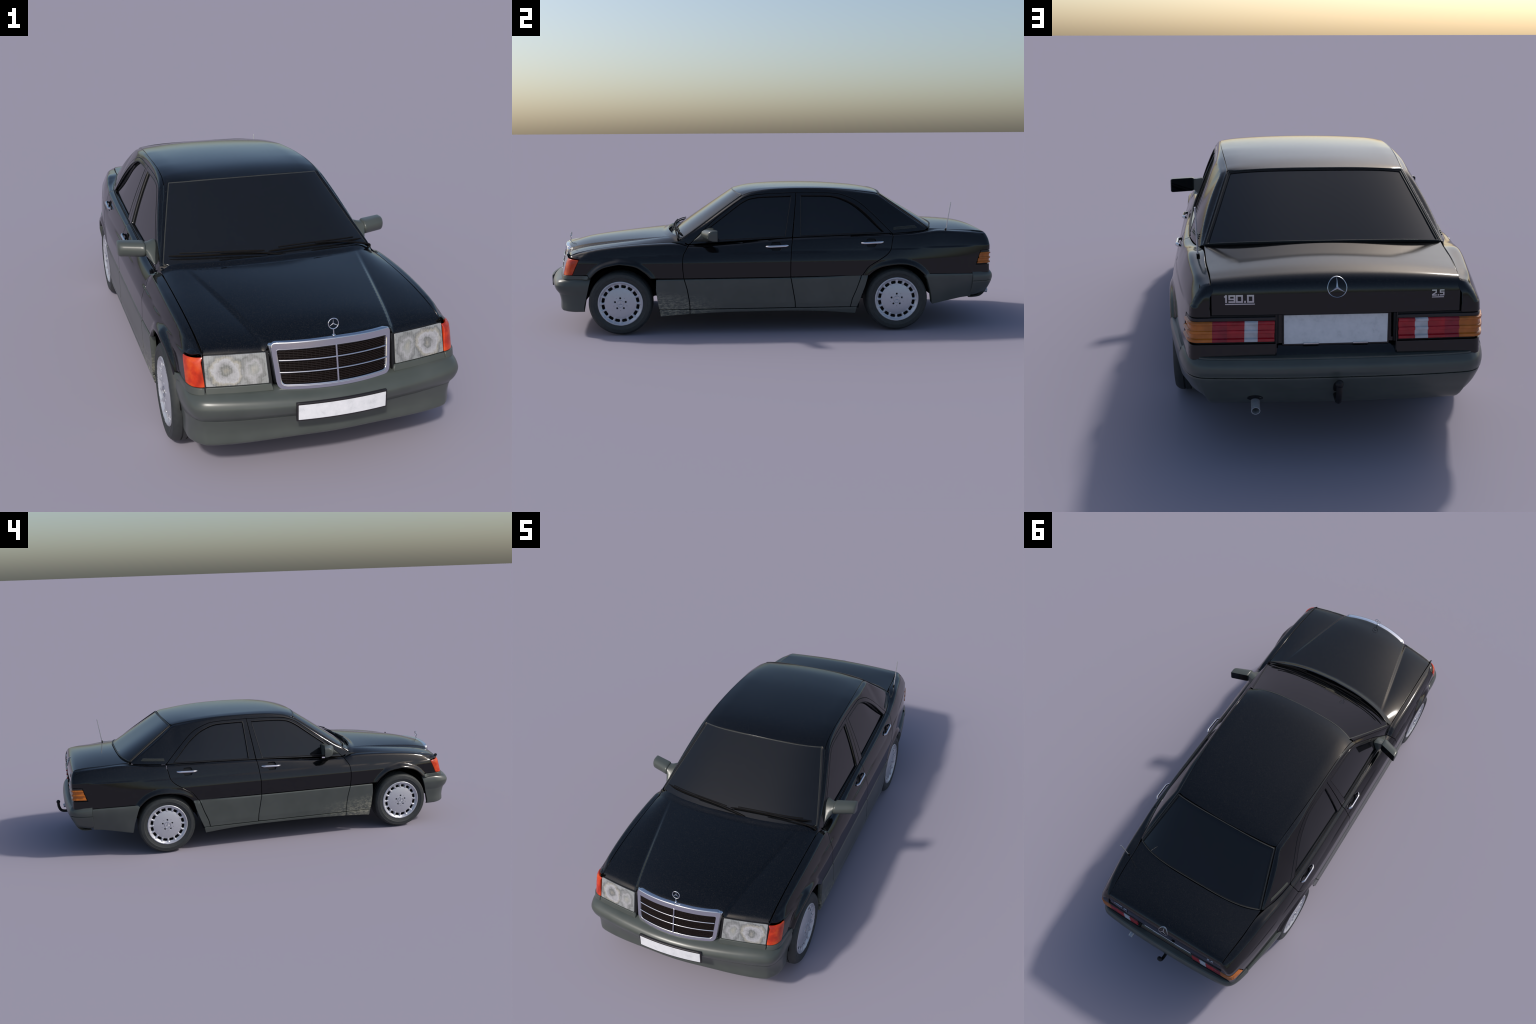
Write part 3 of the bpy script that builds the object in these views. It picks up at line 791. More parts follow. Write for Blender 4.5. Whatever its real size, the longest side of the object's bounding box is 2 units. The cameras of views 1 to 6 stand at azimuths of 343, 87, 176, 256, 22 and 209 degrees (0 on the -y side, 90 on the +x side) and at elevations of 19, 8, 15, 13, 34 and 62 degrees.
sc = lambda k, kz: [(a*k, .508+(b-.508)*kz) for a, b in bout]
panel('rear_window', lambda a, b: back_map(a, b, -.003), sc(.985, .975), GLASS, CAR, outv=(0, 1, 1), res=.016, res_b=.01, gap=0, depth=.004)
panel('rear_window_seal', back_map, bout, BLACK, CAR, outv=(0, 1, 1), res=.02, res_b=.008, gap=.0006, depth=.010, holes=[sc(.968, .955)])
P = back_map(*np.array(sc(.985, .98)).T, .0006)
tube('rear_window_trim', P[::1], .0013, SEAL, CAR, seg=6, closed=True)

# cowl between hood and windscreen
rows = []
for a in np.linspace(-.33, .33, 45):
    yh = np.interp(a, [p[0] for p in HOOD_REAR], [p[1] for p in HOOD_REAR]); zh = float(hood_z(np.array(a), np.array(yh)))
    pw = shield_map(np.array([a*.97]), np.array([.394]))[0]
    rows.append([(a, yh-.006, zh-.010), (a, yh+.003, zh-.034), (a, (yh+pw[1])/2, min(.372, zh-.034)), (a, pw[1]-.002, .380), (a, pw[1]+.010, .400)])
loft('cowl_panel', rows, PAINT, CAR, angle=50)

for sd in (1, -1):     # corner piece between hood, fender and windscreen pillar
    f0 = side_map(np.array([-.45, -.425, -.405, -.388]), side_t(np.array([-.45, -.425, -.405, -.388]), np.full(4, TOP_Z)))
    hy = float(HEY(.3265)); hc = hood_map(np.array([.3265]), np.array([hy]))[0]
    a0 = np.array([float(GTX(-.40)), -.40, float(GTZ(-.40))]); a1 = np.array([float(GTX(-.392)), -.392, float(GTZ(-.392))+.003])
    g = shield_map(np.array([.3185]), np.array([.4035]))[0]
    in_ = np.array([hc+[.001, -.03, -.006], hc+[.001, -.010, -.002], g+[.002, -.004, .001], a1+[-.004, -.002, .002]])
    rows = []
    for p, q in zip(f0, in_):
        p = p+[0.001, 0, -.0012]; m = (p+q)/2+[.0015, -.0005, .0022]
        rows.append([((1-t)**2*p+2*t*(1-t)*m+t*t*q)*[sd, 1, 1] for t in np.linspace(0, 1, 5)])
    loft('cowl_corner', rows, PAINT, CAR, angle=80)
# wipers
def wiper(xa, xb, pivot):
    w = empty('wiper', CAR)
    xs = np.linspace(xa, xb, 16); u = (xs-xa)/(xb-xa)
    zs = .4115+.0045*np.sin(np.pi*u)+.005*(1-u)
    P = shield_map(xs, zs, .0085)
    tube('wiper_blade', P, .0036, WIPER, w, seg=6, flat=(.7, 1.), taper=np.minimum(1, np.minimum(u, 1-u)*9+.4))
    xs2 = np.linspace(xa+.1*(xb-xa), xb-.1*(xb-xa), 9); P2 = shield_map(xs2, np.interp(xs2, xs if xb > xa else xs[::-1], zs if xb > xa else zs[::-1])+.003, .0150)
    tube('wiper_bow', P2, .0022, WIPER, w, seg=6)
    pv = np.array(pivot); m = P[7]+np.array([0, -.004, .005])
    A = catmull([pv, pv+[0, -.002, .012], (pv+m)/2+[0, -.004, .014], m+[0, -.003, .004]], 6)
    tube('wiper_arm', A, .0036, WIPER, w, seg=8, flat=(1., .7), taper=np.linspace(1.25, .7, len(A)))
wiper(-.300, .005, (.045, -.455, .396))
wiper(-.012, .300, (.318, -.418, .392))

# ---- front: headlamps, grille, emblem
for sd in (1, -1):
    o = [(.1685, .2560), (.3195, .2545), (.3195, .3275), (.1715, .3290)]
    panel('headlamp', lamp_map, o, HEAD, CAR, side=sd, outv=(0, -1, 0), res=.008, gap=.0014, depth=.006, bevel=.0014)
    panel('headlamp_surround', lambda a, b: lamp_map(a, b, -.004), [(.160, .238), (.3225, .238), (.3225, .3285), (.165, .3295)], BLACK, CAR, side=sd, outv=(0, -1, 0), res=.02, gap=0, depth=.01)
    # grey strip under the lamps and round the corner
    o = [(.1600, .2400), (.3205, .2385), (.3205, .2525), (.1650, .2545)]
    panel('lamp_sill_strip', lambda a, b: lamp_map(a, b, .003), o, CLAD, CAR, side=sd, outv=(0, -1, 0), res=.01, gap=.0006, depth=.012, bevel=.0015)
    o = [(s_front(.3215, .25), .2375), (-.88, .2375), (-.795, .2385), (-.7915, .2515), (-.8515, .2525), (-.88, .2525), (s_front(.3215, .25), .2525)]
    panel('lamp_sill_strip', lambda a, b: side_map(a, b, .003), o, CLAD, CAR, side=sd, outv=(.6, -.6, 0), res=.007, gap=.0006, depth=.012, bevel=.0015)

def rounded(pts, rad, n=5):
    out = []; m = len(pts)
    for i in range(m):
        p = np.array(pts[i], float); a = np.array(pts[i-1], float)-p; b = np.array(pts[(i+1) % m], float)-p
        a /= np.linalg.norm(a); b /= np.linalg.norm(b); r = rad[i] if isinstance(rad, (list, tuple)) else rad
        p1, p2 = p+a*r, p+b*r
        for t in np.linspace(0, 1, n):
            out.append(tuple((1-t)**2*p1+2*t*(1-t)*p+t*t*p2))
    return out
GR = empty('radiator_grille', CAR)
go = rounded([(-.1475, .2395), (.1475, .2395), (.1575, .3485), (0, .3545), (-.1575, .3485)], [.016, .016, .010, .05, .010])
gi = rounded([(-.1405, .2462), (.1405, .2462), (.1487, .3358), (0, .3412), (-.1487, .3358)], [.014, .014, .008, .05, .008])
panel('grille_surround', lambda a, b: grille_map(a, b, .0015), go, CHROME, GR, outv=(0, -1, 0), res=.008, gap=0, holes=[gi], depth=.030, bevel=.0035)
gs = np.array(resample(np.array(go), .006))
rows = []
for k, dy, dz in ((1.0, .004, 0.), (1.018, .0065, -.0004), (1.045, .014, -.0015), (1.058, .026, -.002), (1.06, .045, -.002)):
    f = grille_map(gs[:, 0], gs[:, 1], .0015); c_ = np.array([0, 0, .30])
    q = f.copy(); q[:, 0] *= k; q[:, 1] += dy; q[:, 2] = np.where(f[:, 2] < .30, .30+(f[:, 2]-.30)*(1+(k-1)*.3)+dz, f[:, 2]-(k-1)*.06)
    rows.append(q)
loft('grille_shell', rows, CHROME, GR, close_u=True, angle=60)
# chrome cap sloping back to the hood edge
rows = []
for a in np.linspace(-.1555, .1555, 41):
    zt = .3545-.006*min(1, (abs(a)/.1575))-.003*max(0, (abs(a)-.145)/.0105)
    f = grille_map(np.array([a]), np.array([zt]))[0]; hz = hood_map(np.array([a]), np.array([hood_front(a)]))[0]
    rows.append([f+[0, .0005, -.004], f+[0, -.0012, -.0010], f+[0, .0010, .0008], (f+hz)/2+[0, 0, .0016], hz+[0, -.001, -.0006], hz+[0, .006, -.006]])
loft('grille_cap', rows, CHROME, GR, angle=60)
gin = rounded([(-.1388, .2478), (.1388, .2478), (.1470, .3340), (0, .3394), (-.1470, .3340)], [.013, .013, .008, .05, .008])
P = grille_map(*resample(np.array(gin), .008).T, -.002)
tube('grille_inner_frame', P, .0026, CHROME, GR, seg=8, closed=True)
for zc in (.2785, .3075):
    xs = np.linspace(-.1415, .1415, 33); z = zc+.0018*(1-(xs/.1415)**2)
    tube('grille_bar', grille_map(xs, z, -.0005), .0022, CHROME, GR, seg=8)
zz_ = np.linspace(.2485, .3385, 8)
tube('grille_bar', grille_map(np.zeros(8), zz_, -.0005), .0028, CHROME, GR, seg=8)
panel('grille_backing', lambda a, b: grille_map(a, b, -.009), go, BLACK, GR, outv=(0, -1, 0), res=.02, gap=.004, depth=.002)
xs = np.linspace(-.141, .141, 25)
V = []; F = []
for i in range(21):
    z = .2530+i*.00405; hw = np.interp(z, [.249, .333], [.137, .1448]); x_ = np.linspace(-hw, hw, 25)
    for o_, dz in ((-.0065, -.0011), (-.0028, -.0007), (-.0028, .0007), (-.0065, .0011)):
        V += list(grille_map(x_, np.full(25, z+dz+.0010*0), o_))
    b = i*100
    for j in range(24):
        for r in range(3):
            F.append((b+r*25+j, b+r*25+j+1, b+(r+1)*25+j+1, b+(r+1)*25+j))
ob = fix_normals(new_obj('grille_slats', V, F, MESHM, GR)); ob['kind'] = 'stuff'
V = []; F = []
for i in range(27):
    a = -.137+i*.274/26
    if abs(a) < .004:
        continue
    b = len(V); zt_ = .333+.005*(1-abs(a)/.145)
    for z in (.250, .27, .29, .31, zt_):
        for dx, o_ in ((-.0006, -.0060), (-.0006, -.0045), (.0006, -.0045), (.0006, -.0060)):
            V.append(grille_map(np.array([a+dx]), np.array([z]), o_)[0])
    for k in range(4):
        for j in range(4):
            F.append((b+k*4+j, b+k*4+(j+1) % 4, b+k*4+4+(j+1) % 4, b+k*4+4+j))
ob = fix_normals(new_obj('grille_uprights', V, F, MESHM, GR)); ob['kind'] = 'stuff'

def star(name, c, R, axis, up, mat, parent, ring=.09, depth=.1, bend=None):
    """three-pointed star in a ring; axis is the outward normal"""
    axis = np.array(axis, float); axis /= np.linalg.norm(axis); up = np.array(up, float); up -= (up @ axis)*axis; up /= np.linalg.norm(up); rt = np.cross(up, axis)
    V = []; F = []
    n, k = 40, 8
    for i in range(n):
        a = 2*np.pi*i/n; d = np.cos(a)*rt+np.sin(a)*up
        for j in range(k):
            b_ = 2*np.pi*j/k; V.append(np.array(c)+d*R*(1-ring+ring*np.cos(b_))+axis*R*ring*np.sin(b_))
    for i in range(n):
        for j in range(k):
            F.append((i*k+j, i*k+(j+1) % k, ((i+1) % n)*k+(j+1) % k, ((i+1) % n)*k+j))
    for q in range(3):
        a = np.pi/2+q*2*np.pi/3; d = np.cos(a)*rt+np.sin(a)*up; t = -np.sin(a)*rt+np.cos(a)*up
        C = np.array(c); w = R*.11; b0 = len(V); m = 7
        for i in range(m):                       # tapering four-sided spike
            f = i/(m-1); p = C+d*R*(1-ring*1.2)*f; k_ = 1-f*.94
            V += [p+axis*R*depth*k_, p+t*w*k_*.95, p-axis*R*depth*k_, p-t*w*k_*.95]
        for i in range(m-1):
            for e in range(4):
                F.append((b0+i*4+e, b0+i*4+(e+1) % 4, b0+i*4+4+(e+1) % 4, b0+i*4+4+e))
    if bend:
        V = [bend(v) for v in V]
    return fix_normals(new_obj(name, V, F, mat, parent, smooth_angle=35))
EM = empty('hood_emblem', CAR)
star('star_ring', (0, -.9205, .3845), .0145, (0, -1, .12), (0, 0, 1), CHROME, EM, ring=.085)
tube('emblem_stem', [(0, -.9245, .3575), (0, -.9235, .363), (0, -.922, .3705)], .0017, CHROME, EM, seg=8)
lathe_pts = [(0, 0), (.0048, 0), (.0045, .0012), (.0026, .0024), (0, .003)]
V = []; F = []
for i in range(16):
    a = 2*np.pi*i/16
    for r, h in lathe_pts:
        V.append((r*np.cos(a), -.9248+r*np.sin(a), .3560+h))
for i in range(16):
    for j in range(4):
        F.append((i*5+j, i*5+j+1, ((i+1) % 16)*5+j+1, ((i+1) % 16)*5+j))
fix_normals(new_obj('emblem_base', V, F, CHROME, EM, smooth_angle=50))

# ---- bumpers
def bumper(name, path, prof, yend, mat, nose_sign, squeeze, lift=None, thick=.014):
    """profile (inset from the nose line, z) swept along the plan path from one end round to the other"""
    P = catmull(path, 8); P = np.vstack([P, (P*[-1, 1])[::-1][1:]])
    d = np.concatenate([[0], np.cumsum(np.hypot(*np.diff(P, axis=0).T))]); tot = d[-1]
    T = np.gradient(P, axis=0); T /= np.linalg.norm(T, axis=1)[:, None]
    N = np.stack([T[:, 1], -T[:, 0]], 1)
    if N[len(N)//2][1]*nose_sign < 0:
        N = -N
    pr = catmull(prof, 4)
    rows = []
    n = 161
    for o, z in pr:
        s0 = float(np.interp(yend(z), sorted([P[i][1] for i in range(12)]), [d[i] for i in np.argsort([P[i][1] for i in range(12)])])) if yend else 0.
        u = np.linspace(s0, tot-s0, n)
        x = np.interp(u, d, P[:, 0]); y = np.interp(u, d, P[:, 1]); nx = np.interp(u, d, N[:, 0]); ny = np.interp(u, d, N[:, 1])
        k = squeeze(np.abs(x), y, z)
        rows.append(np.stack([x+nx*o*k, y+ny*o*k, np.full(n, z)+(lift(np.abs(x), z) if lift else 0)], 1))
    R = np.array(rows)                       # outer skin
    inner = R.copy()
    nx = np.interp(np.linspace(0, tot, n), d, N[:, 0]); ny = np.interp(np.linspace(0, tot, n), d, N[:, 1])
    inner[:, :, 0] -= nx*thick; inner[:, :, 1] -= ny*thick
    sec = np.concatenate([R, inner[::-1]], 0).transpose(1, 0, 2)
    return loft(name, sec, mat, CAR, close_u=True, caps=True, angle=38)
FP = [(.3725, -.775), (.3725, -.80), (.3718, -.845), (.3690, -.880), (.3630, -.906), (.350, -.9265), (.326, -.9405), (.27, -.9560), (.20, -.9705), (.12, -.9830), (.06, -.990), (0, -.9925)]
FPR = [(-.052, .2425), (-.040, .2430), (-.022, .2385), (-.008, .2290), (-.001, .2160), (-.0005, .2060), (-.006, .1900), (-.0175, .1745), (-.0195, .1725), (-.0195, .1705), (-.0235, .155), (-.0262, .135), (-.0255, .115), (-.0272, .1045), (-.036, .0995), (-.06, .0985)]
sq_f = lambda x, y, z: 1+.45*(1-smooth(.05, .34, x))-.58*smooth(-.925, -.85, y)
lift_f = lambda x, z: -.002+.006*smooth(.16, .10, z)*(1-smooth(.05, .34, x))
bumper('front_bumper', FP, FPR, lambda z: np.interp(z, [.0985, .236], [-.822, -.786]), CLAD, -1, sq_f, lift_f)
RP = [(.3500, .848), (.3475, .86), (.3430, .88), (.3370, .90), (.3270, .9225), (.312, .9400), (.286, .9505), (.20, .958), (.10, .962), (0, .963)]
RPR = [(-.036, .2450), (-.0150, .2450), (-.0135, .2440), (-.0130, .2415), (-.0095, .2395), (-.0025, .2290), (0, .2160), (-.0015, .2055), (-.0020, .2035), (-.0080, .2020), (-.0080, .2000), (-.0035, .1985), (-.012, .178), (-.021, .161), (-.029, .145), (-.040, .1310), (-.055, .1215), (-.085, .1165)]
sq_r = lambda x, y, z: 1-.25*smooth(.93, .86, y)
lift_r = lambda x, z: .014*smooth(.17, .12, z)*smooth(.285, .325, x)
bumper('rear_bumper', RP, RPR, None, CLAD, 1, sq_r, lift_r)

# ---- number plates
def plate(name, fm, out, inn, sgn):
    p = empty(name, CAR)
    panel('plate_frame', fm, out, FRAME_PL, p, outv=(0, sgn, 0), res=.012, gap=0, depth=.007, bevel=.0012)
    panel('plate_sheet', lambda a, b: fm(a, b, .0009), inn, PLATE, p, outv=(0, sgn, 0), res=.012, gap=0, depth=.0006, bevel=.0002)
fpm = lambda a, b, o=0.: np.stack([a, -.9988+.62*np.asarray(a)**2-o+0*b, b], -1)
plate('front_number_plate', fpm, [(-.1175, .1735), (.1175, .1735), (.1175, .2190), (-.1175, .2190)], [(-.1140, .1772), (.1140, .1772), (.1140, .2155), (-.1140, .2155)], -1)
rpm = lambda a, b, o=0.: np.stack([a, .9185+o+0*a, b], -1)
plate('rear_number_plate', rpm, [(-.1175, .2630), (.1175, .2630), (.1175, .3355), (-.1175, .3355)], [(-.1145, .2665), (.1145, .2665), (.1145, .3325), (-.1145, .3325)], 1)
for a in (.055, -.055):
    rbox('plate_clip', (.034, .003, .004), (a, .9205, .2670), STEEL, bpy.data.objects['rear_number_plate'], .0008)
# recess behind the rear plate: top, walls, sloping painted sill
rows = []
prof = [(.9300, .3380), (.9225, .3375), (.9120, .3340), (.9110, .2660), (.9200, .2600), (.9300, .2455), (.9330, .2400), (.925, .235)]
for a in np.linspace(-.1325, .1325, 12):
    rows.append([(a, y, z) for y, z in prof])
loft('plate_recess', rows, PAINT, CAR, angle=30)
for sd in (1, -1):
    new_obj('recess_wall', [(sd*.1318, .9100, .2405), (sd*.1318, .9315, .2405), (sd*.1318, .9315, .3385), (sd*.1318, .9100, .3385), (sd*.1340, .9100, .2405), (sd*.1340, .9315, .2405), (sd*.1340, .9315, .3385), (sd*.1340, .9100, .3385)],
            [(0, 1, 2, 3), (4, 7, 6, 5), (0, 4, 5, 1), (1, 5, 6, 2), (2, 6, 7, 3)], PAINT, CAR)

# ---- rear emblem and model figures
def lid_y(x, z):
    return lid_map(np.array([x]), np.array([float(lid_q(z=z))]))[0]
c = lid_y(0, .3965)
star('trunk_emblem', (0, 0, .3965), .0220, (0, 1, 0), (0, 0, 1), STEEL, CAR, ring=.05, depth=.05, bend=lambda v: np.array([v[0], lid_y(v[0], v[2])[1]+v[1]+.0014, v[2]+v[1]*.5]))
GLYPH = {'1': [((.1, .86), (.55, 1.)), ((.55, 1.), (.55, 0))],
         '9': [((0, 1), (1, 1)), ((1, 1), (1, 0)), ((0, 1), (0, .45)), ((0, .45), (1, .45)), ((0, 0), (1, 0))],
         '0': [((0, 1), (1, 1)), ((1, 1), (1, 0)), ((1, 0), (0, 0)), ((0, 0), (0, 1))],
         '.': [((.5, 0), (.5, .03))],
         '2': [((0, 1), (1, 1)), ((1, 1), (1, .55)), ((1, .55), (0, .12)), ((0, .12), (0, 0)), ((0, 0), (1, 0))],
         '5': [((1, 1), (0, 1)), ((0, 1), (0, .55)), ((0, .55), (1, .55)), ((1, .55), (1, 0)), ((1, 0), (0, 0))]}
def figures(text, x0, z0, widths, h, w, bar):
    g = empty('model_figures', CAR); x = x0
    for ch, wd in zip(text, widths):
        V = []; F = []
        for (a, b_), (c_, d) in GLYPH[ch]:
            p = np.array([x-w/2-a*(wd-w), z0+w/2+b_*(h-w)]); q = np.array([x-w/2-c_*(wd-w), z0+w/2+d*(h-w)])
            if ch == '.':
                p = np.array([x-wd/2, z0+w*.4]); q = p+[0, w*.3]
            t = q-p; t = t/max(np.linalg.norm(t), 1e-9); n_ = np.array([-t[1], t[0]])
            p = p-t*w/2; q = q+t*w/2; b0 = len(V)
            for o in (-.002, .0022):
                for r in (p+n_*w/2, p-n_*w/2, q-n_*w/2, q+n_*w/2):
                    s_ = lid_y(r[0], r[1]); V.append((s_[0], s_[1]+o, s_[2]))
            F += [tuple(b0+i for i in f) for f in ((0, 1, 2, 3), (4, 5, 6, 7), (0, 1, 5, 4), (1, 2, 6, 5), (2, 3, 7, 6), (3, 0, 4, 7))]
        fix_normals(new_obj('figure', V, F, STEEL, g)); x -= wd+.0012
    V = []
    for o in (-.002, .0024):
        for a, b_ in ((bar[0], bar[2]), (bar[1], bar[2]), (bar[1], bar[3]), (bar[0], bar[3])):
            s_ = lid_y(a, b_); V.append((s_[0], s_[1]+o, s_[2]))
    fix_normals(new_obj('figure_underline', V, [(0, 1, 2, 3), (4, 5, 6, 7), (0, 1, 5, 4), (1, 2, 6, 5), (2, 3, 7, 6), (3, 0, 4, 7)], STEEL, g))
figures('190.0', .2450, .3672, (.0085, .0150, .0150, .0065, .0150), .0175, .0036, (.2425, .1785, .3628, .3652))
figures('2.5', -.2085, .3742, (.0105, .0042, .0105), .0140, .0028, (-.2085, -.2350, .3702, .3724))

# ---- mirrors
def mirror(sd):
    m = empty('door_mirror', CAR)
    sec0 = catmull([(0, 1), (.30, 1.), (.68, .90), (.92, .55), (1, .05), (.93, -.45), (.72, -.84), (.36, -1.), (0, -1.02)], 3)
    def section(x, k=1., ky=1.):
        u = (x-.3535)/.0735
        yc = -.2700+.024*(u-.2); front = -.0470+.006*u; zc = .4195; hz = .0230
        return np.array([(x*sd, yc+front*(.18+(a-.18)*k)*ky, zc+hz*b_*k) for a, b_ in sec0])
    rows = [section(.3500, .74), section(.3515, .88), section(.3545, .965)]+[section(x) for x in np.linspace(.3585, .4225, 9)]+[section(.4260, .97), section(.4288, .90), section(.4302, .78)]
    loft('mirror_housing', rows, CLAD, m, close_u=True, caps=True, angle=55)
    o = rounded([(.3550, .3990), (.4265, .3985), (.4265, .4405), (.3550, .4410)], .004)
    panel('mirror_face', lambda a, b_, o_=0.: np.stack([a, -.2686+.024*((a-.3535)/.0735-.2)+0*b_, b_], -1), o, MIRROR, m, side=sd, outv=(0, 1, 0), res=.01, gap=0, depth=.003, bevel=.001)
    # foot: from a triangular cheek on the door corner up to the housing
    base = catmull([(-.268, .4405), (-.285, .4420), (-.306, .4330), (-.330, .4110), (-.350, .3925), (-.352, .3880), (-.330, .3870), (-.295, .3875), (-.268, .3890)], 3)
    P0 = cabin_map(base[:, 0], base[:, 1], -.004)*np.array([sd, 1, 1]); P1 = cabin_map(base[:, 0], base[:, 1], .004)*np.array([sd, 1, 1])
    P3 = section(.3535, .80); P3[:, 1] -= .002
    C = P3.mean(0)
    mid = P1*.45+P3*.55; mid = mid+(mid.mean(0)-mid)*.06
    loft('mirror_foot', [P0, P1, mid, P3], CLAD, m, close_u=True, caps=True, angle=60)
for sd in (1, -1):
    mirror(sd)

# ---- aerial on the rear wing
AE = empty('antenna', CAR)
tube('antenna_rod', [(.3055, .7355, .424), (.309, .753, .543)], .0021, AERIAL, AE, seg=8)
tube('antenna_foot', [(.302, .728, .408), (.304, .732, .417), (.3055, .7355, .4285)], .0044, BLACK, AE, seg=10, taper=[1.25, 1., .85])
tube('antenna_foot', [(.3035, .731, .4145), (.298, .735, .4135), (.2935, .738, .4145)], .0034, BLACK, AE, seg=8)
# ---- exhaust, tow hook
EX = empty('exhaust', CAR)
def pipe(name, a, b, r, mat, parent):
    a = np.array(a, float); b = np.array(b, float); n = 24; V = []; F = []
    t = (b-a)/np.linalg.norm(b-a); u = np.cross(t, [0, 0, 1]); u /= np.linalg.norm(u); w = np.cross(u, t)
    ring = [(a, r), (b, r), (b, r*.86), (a+(b-a)*.35, r*.84)]
    for c_, rr in ring:
        for i in range(n):
            q = 2*np.pi*i/n; V.append(c_+rr*(np.cos(q)*u+np.sin(q)*w*.92))
    for k in range(3):
        for i in range(n):
            F.append((k*n+i, k*n+(i+1) % n, (k+1)*n+(i+1) % n, (k+1)*n+i))
    F.append(tuple(3*n+i for i in range(n)))
    return fix_normals(new_obj(name, V, F, mat, parent, smooth_angle=40))
pipe('exhaust_pipe', (.179, .87, .1420), (.180, .9640, .1290), .0100, PIPE, EX)
V = [(.180+.0178*np.cos(a)*(1 if abs(np.cos(a)) < .9 else 1), .0, .1445+.0085*np.sin(a)) for a in np.linspace(0, 2*np.pi, 16, endpoint=False)]
def rear_skin(x, z):     # outer skin of the rear bumper at x, z
    o = np.interp(-z, [-p[1] for p in RPR], [p[0] for p in RPR]); return float(np.interp(abs(x), [p[0] for p in RP[::-1]], [p[1] for p in RP[::-1]]))+o
V = [(x, rear_skin(x, z)+.0010, z) for x, _, z in V]
V2 = [(x, y-.006, z) for x, y, z in V]
fix_normals(new_obj('exhaust_cutout', V+V2, [tuple(range(16))]+[(i, (i+1) % 16, 16+(i+1) % 16, 16+i) for i in range(16)], BLACK, EX))
HK = catmull([(0, .905, .1600), (0, .935, .1520), (0, .962, .1500), (0, .980, .1560), (0, .9885, .1720), (0, .9905, .1860), (0, .9905, .1965)], 6)
TH = empty('tow_hook', CAR)
tube('hook_arm', HK, .0068, BLACK, TH, seg=12)
V = []; F = []
for i in range(9):
    p = np.pi*i/8
    for j in range(16):
        a = 2*np.pi*j/16; V.append((.0095*np.sin(p)*np.cos(a), .9905+.0095*np.sin(p)*np.sin(a), .1985+.0095*np.cos(p)))
for i in range(8):
    for j in range(16):
        F.append((i*16+j, i*16+(j+1) % 16, (i+1)*16+(j+1) % 16, (i+1)*16+j))
fix_normals(new_obj('hook_ball', V, F, BLACK, TH, smooth_angle=60))
V = []
for a in np.linspace(0, 2*np.pi, 20, endpoint=False):
    z = .1745+.0135*np.sign(np.sin(a))*abs(np.sin(a))**.7; x = .0080*np.sign(np.cos(a))*abs(np.cos(a))**.6
    V.append((x, rear_skin(x, z)+.0010, z))
V2 = [(x, y-.006, z) for x, y, z in V]
fix_normals(new_obj('hook_cutout', V+V2, [tuple(range(20))]+[(i, (i+1) % 20, 20+(i+1) % 20, 20+i) for i in range(20)], BLACK, TH))

# ---- wheels
WR, RR = .1340, .0945
def tyre_profile():
    p = [(.088, -.086), (.098, -.0895), (.115, -.0905), (.127, -.0855), (.1312, -.0795)]
    x = -.0795
    for g in (-.058, -.0415, -.025):          # tread blocks with three grooves
        p += [(.1334, x+.003), (.134, g-.0022), (.1308, g-.0016), (.1308, g+.0016), (.134, g+.0022)]; x = g
    p += [(.1334, -.0135), (.1312, -.0085), (.1275, -.0035), (.1245, -.0010), (.1235, -.0002), (.1225, -.0006), (.117, .0008), (.1120, .0008), (.1112, .0016), (.1098, .0008), (.104, -.0008), (.0985, -.0022), (.0950, -.0040), (.093, -.008)]
    return p
rim_x = pchip([0, .016, .030, .055, .0665, .070, .0795, .083, .0875, .0905, .0930, .0947], [-.0015, -.0015, -.0025, -.0055, -.0078, -.0086, -.0086, -.0068, -.0025, -.0002, -.0004, -.0032])
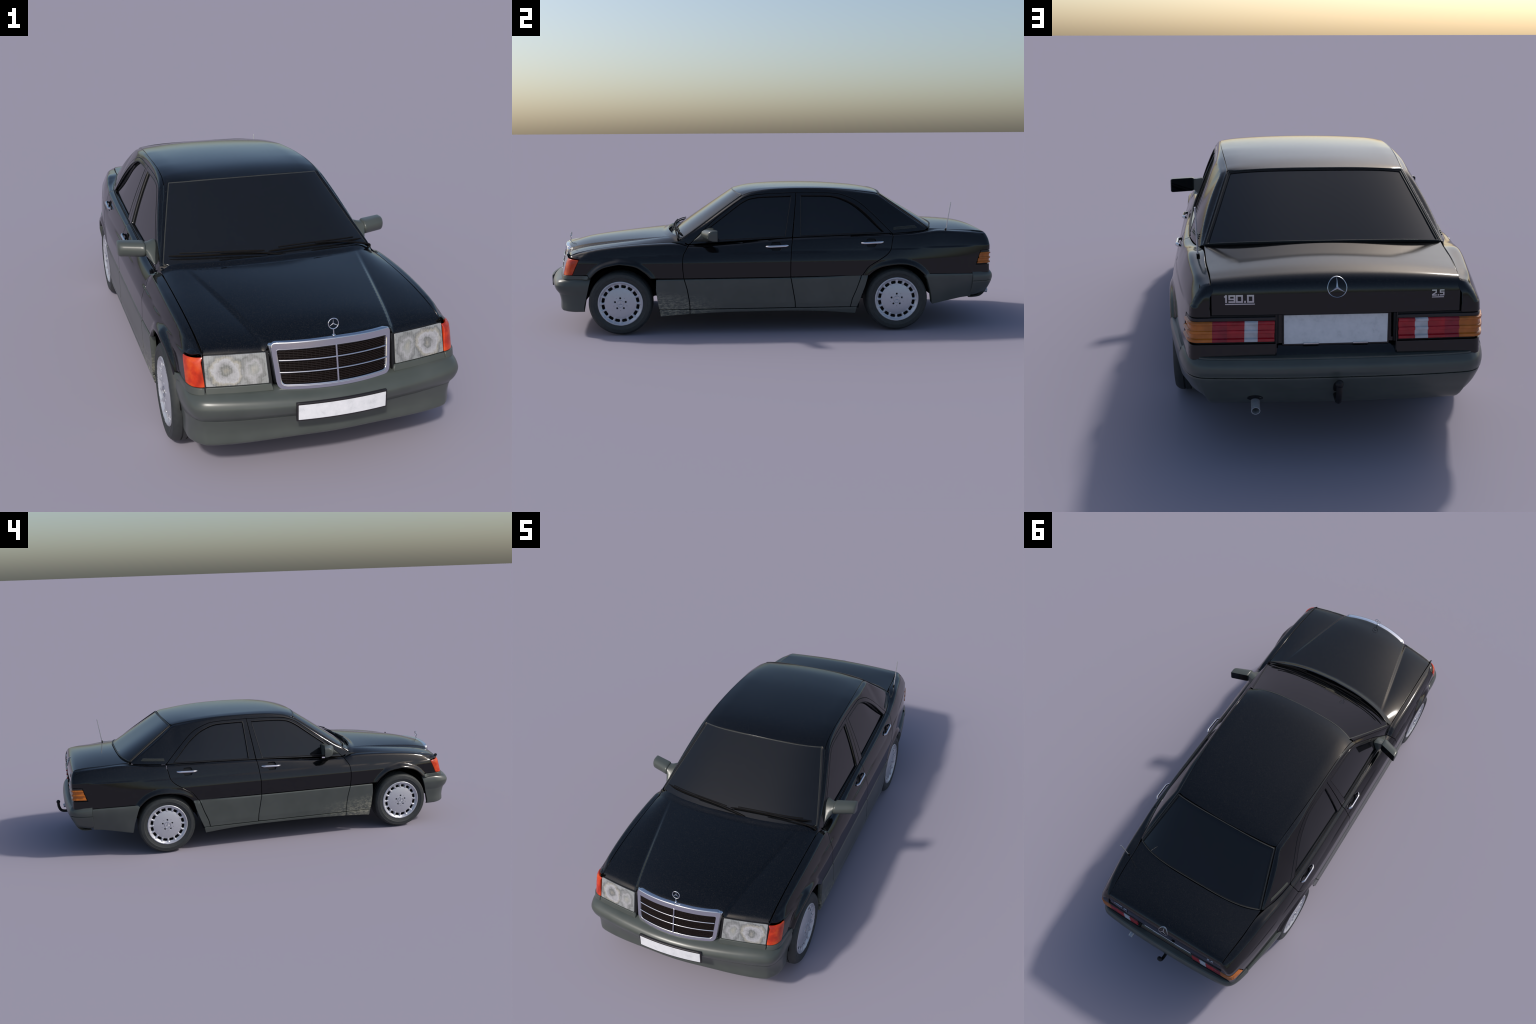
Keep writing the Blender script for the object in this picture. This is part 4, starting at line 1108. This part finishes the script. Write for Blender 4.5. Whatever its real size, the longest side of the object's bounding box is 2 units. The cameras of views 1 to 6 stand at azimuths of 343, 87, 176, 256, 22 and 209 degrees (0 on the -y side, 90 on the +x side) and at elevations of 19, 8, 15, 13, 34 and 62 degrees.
def make_wheel(cy, side):
    xo = .3812 if cy < 0 else .3785
    w = empty('wheel', CAR)
    lathe('tyre', tyre_profile(), TYRE, w, seg=96, center=(side*xo, cy, WR), side=side, angle=32)
    rot0 = np.pi/16
    def rim_map(a, b):
        r = np.hypot(a, b); th = np.arctan2(b, a)
        spoke = np.abs(((th+np.pi/2)/(2*np.pi/16)) % 1-.5)*2     # 0 at a hole, 1 between holes
        x = rim_x(r)+.0030*smooth(.55, .95, spoke)*smooth(.064, .068, r)*(1-smooth(.0815, .0860, r))
        return np.stack([xo+x, cy+a, WR+b], -1)
    holes = []
    for i in range(16):
        th = 2*np.pi*(i+.5)/16+np.pi/2+np.pi/16*0
        h = rounded([(-.0068, -.0102), (.0068, -.0108), (.0068, .0108), (-.0068, .0102)], .0052, 4)
        holes.append([((.0733+a)*np.cos(th)-b*np.sin(th), (.0733+a)*np.sin(th)+b*np.cos(th)) for a, b in h])
    for i in range(5):
        th = np.pi/2+2*np.pi*i/5
        holes.append([(.0236*np.cos(th)+.0052*np.cos(q), .0236*np.sin(th)+.0052*np.sin(q)) for q in np.linspace(0, 2*np.pi, 12, endpoint=False)])
    out = [(.0947*np.cos(q), .0947*np.sin(q)) for q in np.linspace(0, 2*np.pi, 96, endpoint=False)]
    panel('rim', rim_map, out, RIMM, w, side=side, res=.0042, res_b=.0062, holes=holes, gap=0, depth=.014, bevel=.0008, eps=1e-4)
    lathe('brake_disc', [(.0, -.030), (.060, -.030), (.061, -.034), (.0945, -.034), (.0945, -.05), (0, -.05)], DISKM, w, seg=48, center=(side*xo, cy, WR), side=side)
    V = []; F = []
    for i in range(5):                               # bolts deep in their holes and five small dimples between
        th = np.pi/2+2*np.pi*i/5
        for rad, rr, x in ((.0236, .0062, -.0088), (.0285, .0011, -.0010)):
            t2 = th+(np.pi/5 if rr < .002 else 0); b = len(V)
            for q in range(8):
                V.append((side*(xo+x), cy+rad*np.cos(t2)+rr*np.cos(q*np.pi/4), WR+rad*np.sin(t2)+rr*np.sin(q*np.pi/4)))
            F.append(tuple(range(b, b+8)))
    fix_normals(new_obj('wheel_bolt', V, F, BLACK, w))
    star('hub_emblem', (side*(xo-.0010), cy, WR), .0152, (side, 0, 0), (0, 0, 1), STEEL, w, ring=.06, depth=.06)
for cy in (-.6620, .5105):
    for sd in (1, -1):
        make_wheel(cy, sd)

# ---- wheel housings and underbody
def well(cy, sd):
    rows = []
    for t in np.linspace(.03, .97, 30):
        a = np.pi*t; r = .150
        y, z = cy-r*np.cos(a), WR+r*1.02*np.sin(a)
        rows.append([(sd*.366, y, z), (sd*.30, y, z), (sd*.235, y, z), (sd*.225, cy+(y-cy)*.9, WR+(z-WR)*.9), (sd*.225, cy, WR)])
    loft('wheel_housing', rows, DARK, CAR, angle=40)
for cy in (-.656, .512):
    for sd in (1, -1):
        well(cy, sd)
rbox('floor_pan', (.44, 1.66, .03), (0, -.02, .150), DARK, CAR, .004)
rbox('floor_pan', (.72, .78, .02), (0, -.08, .115), DARK, CAR, .004)
rbox('engine_bay', (.56, .10, .08), (0, -.85, .20), DARK, CAR, .004)
rbox('trunk_floor', (.56, .16, .07), (0, .80, .200), DARK, CAR, .004)
rbox('axle', (.60, .03, .03), (0, -.662, .125), DARK, CAR, .008)
rbox('axle', (.60, .03, .03), (0, .5105, .125), DARK, CAR, .008)
bpy.context.view_layer.update()
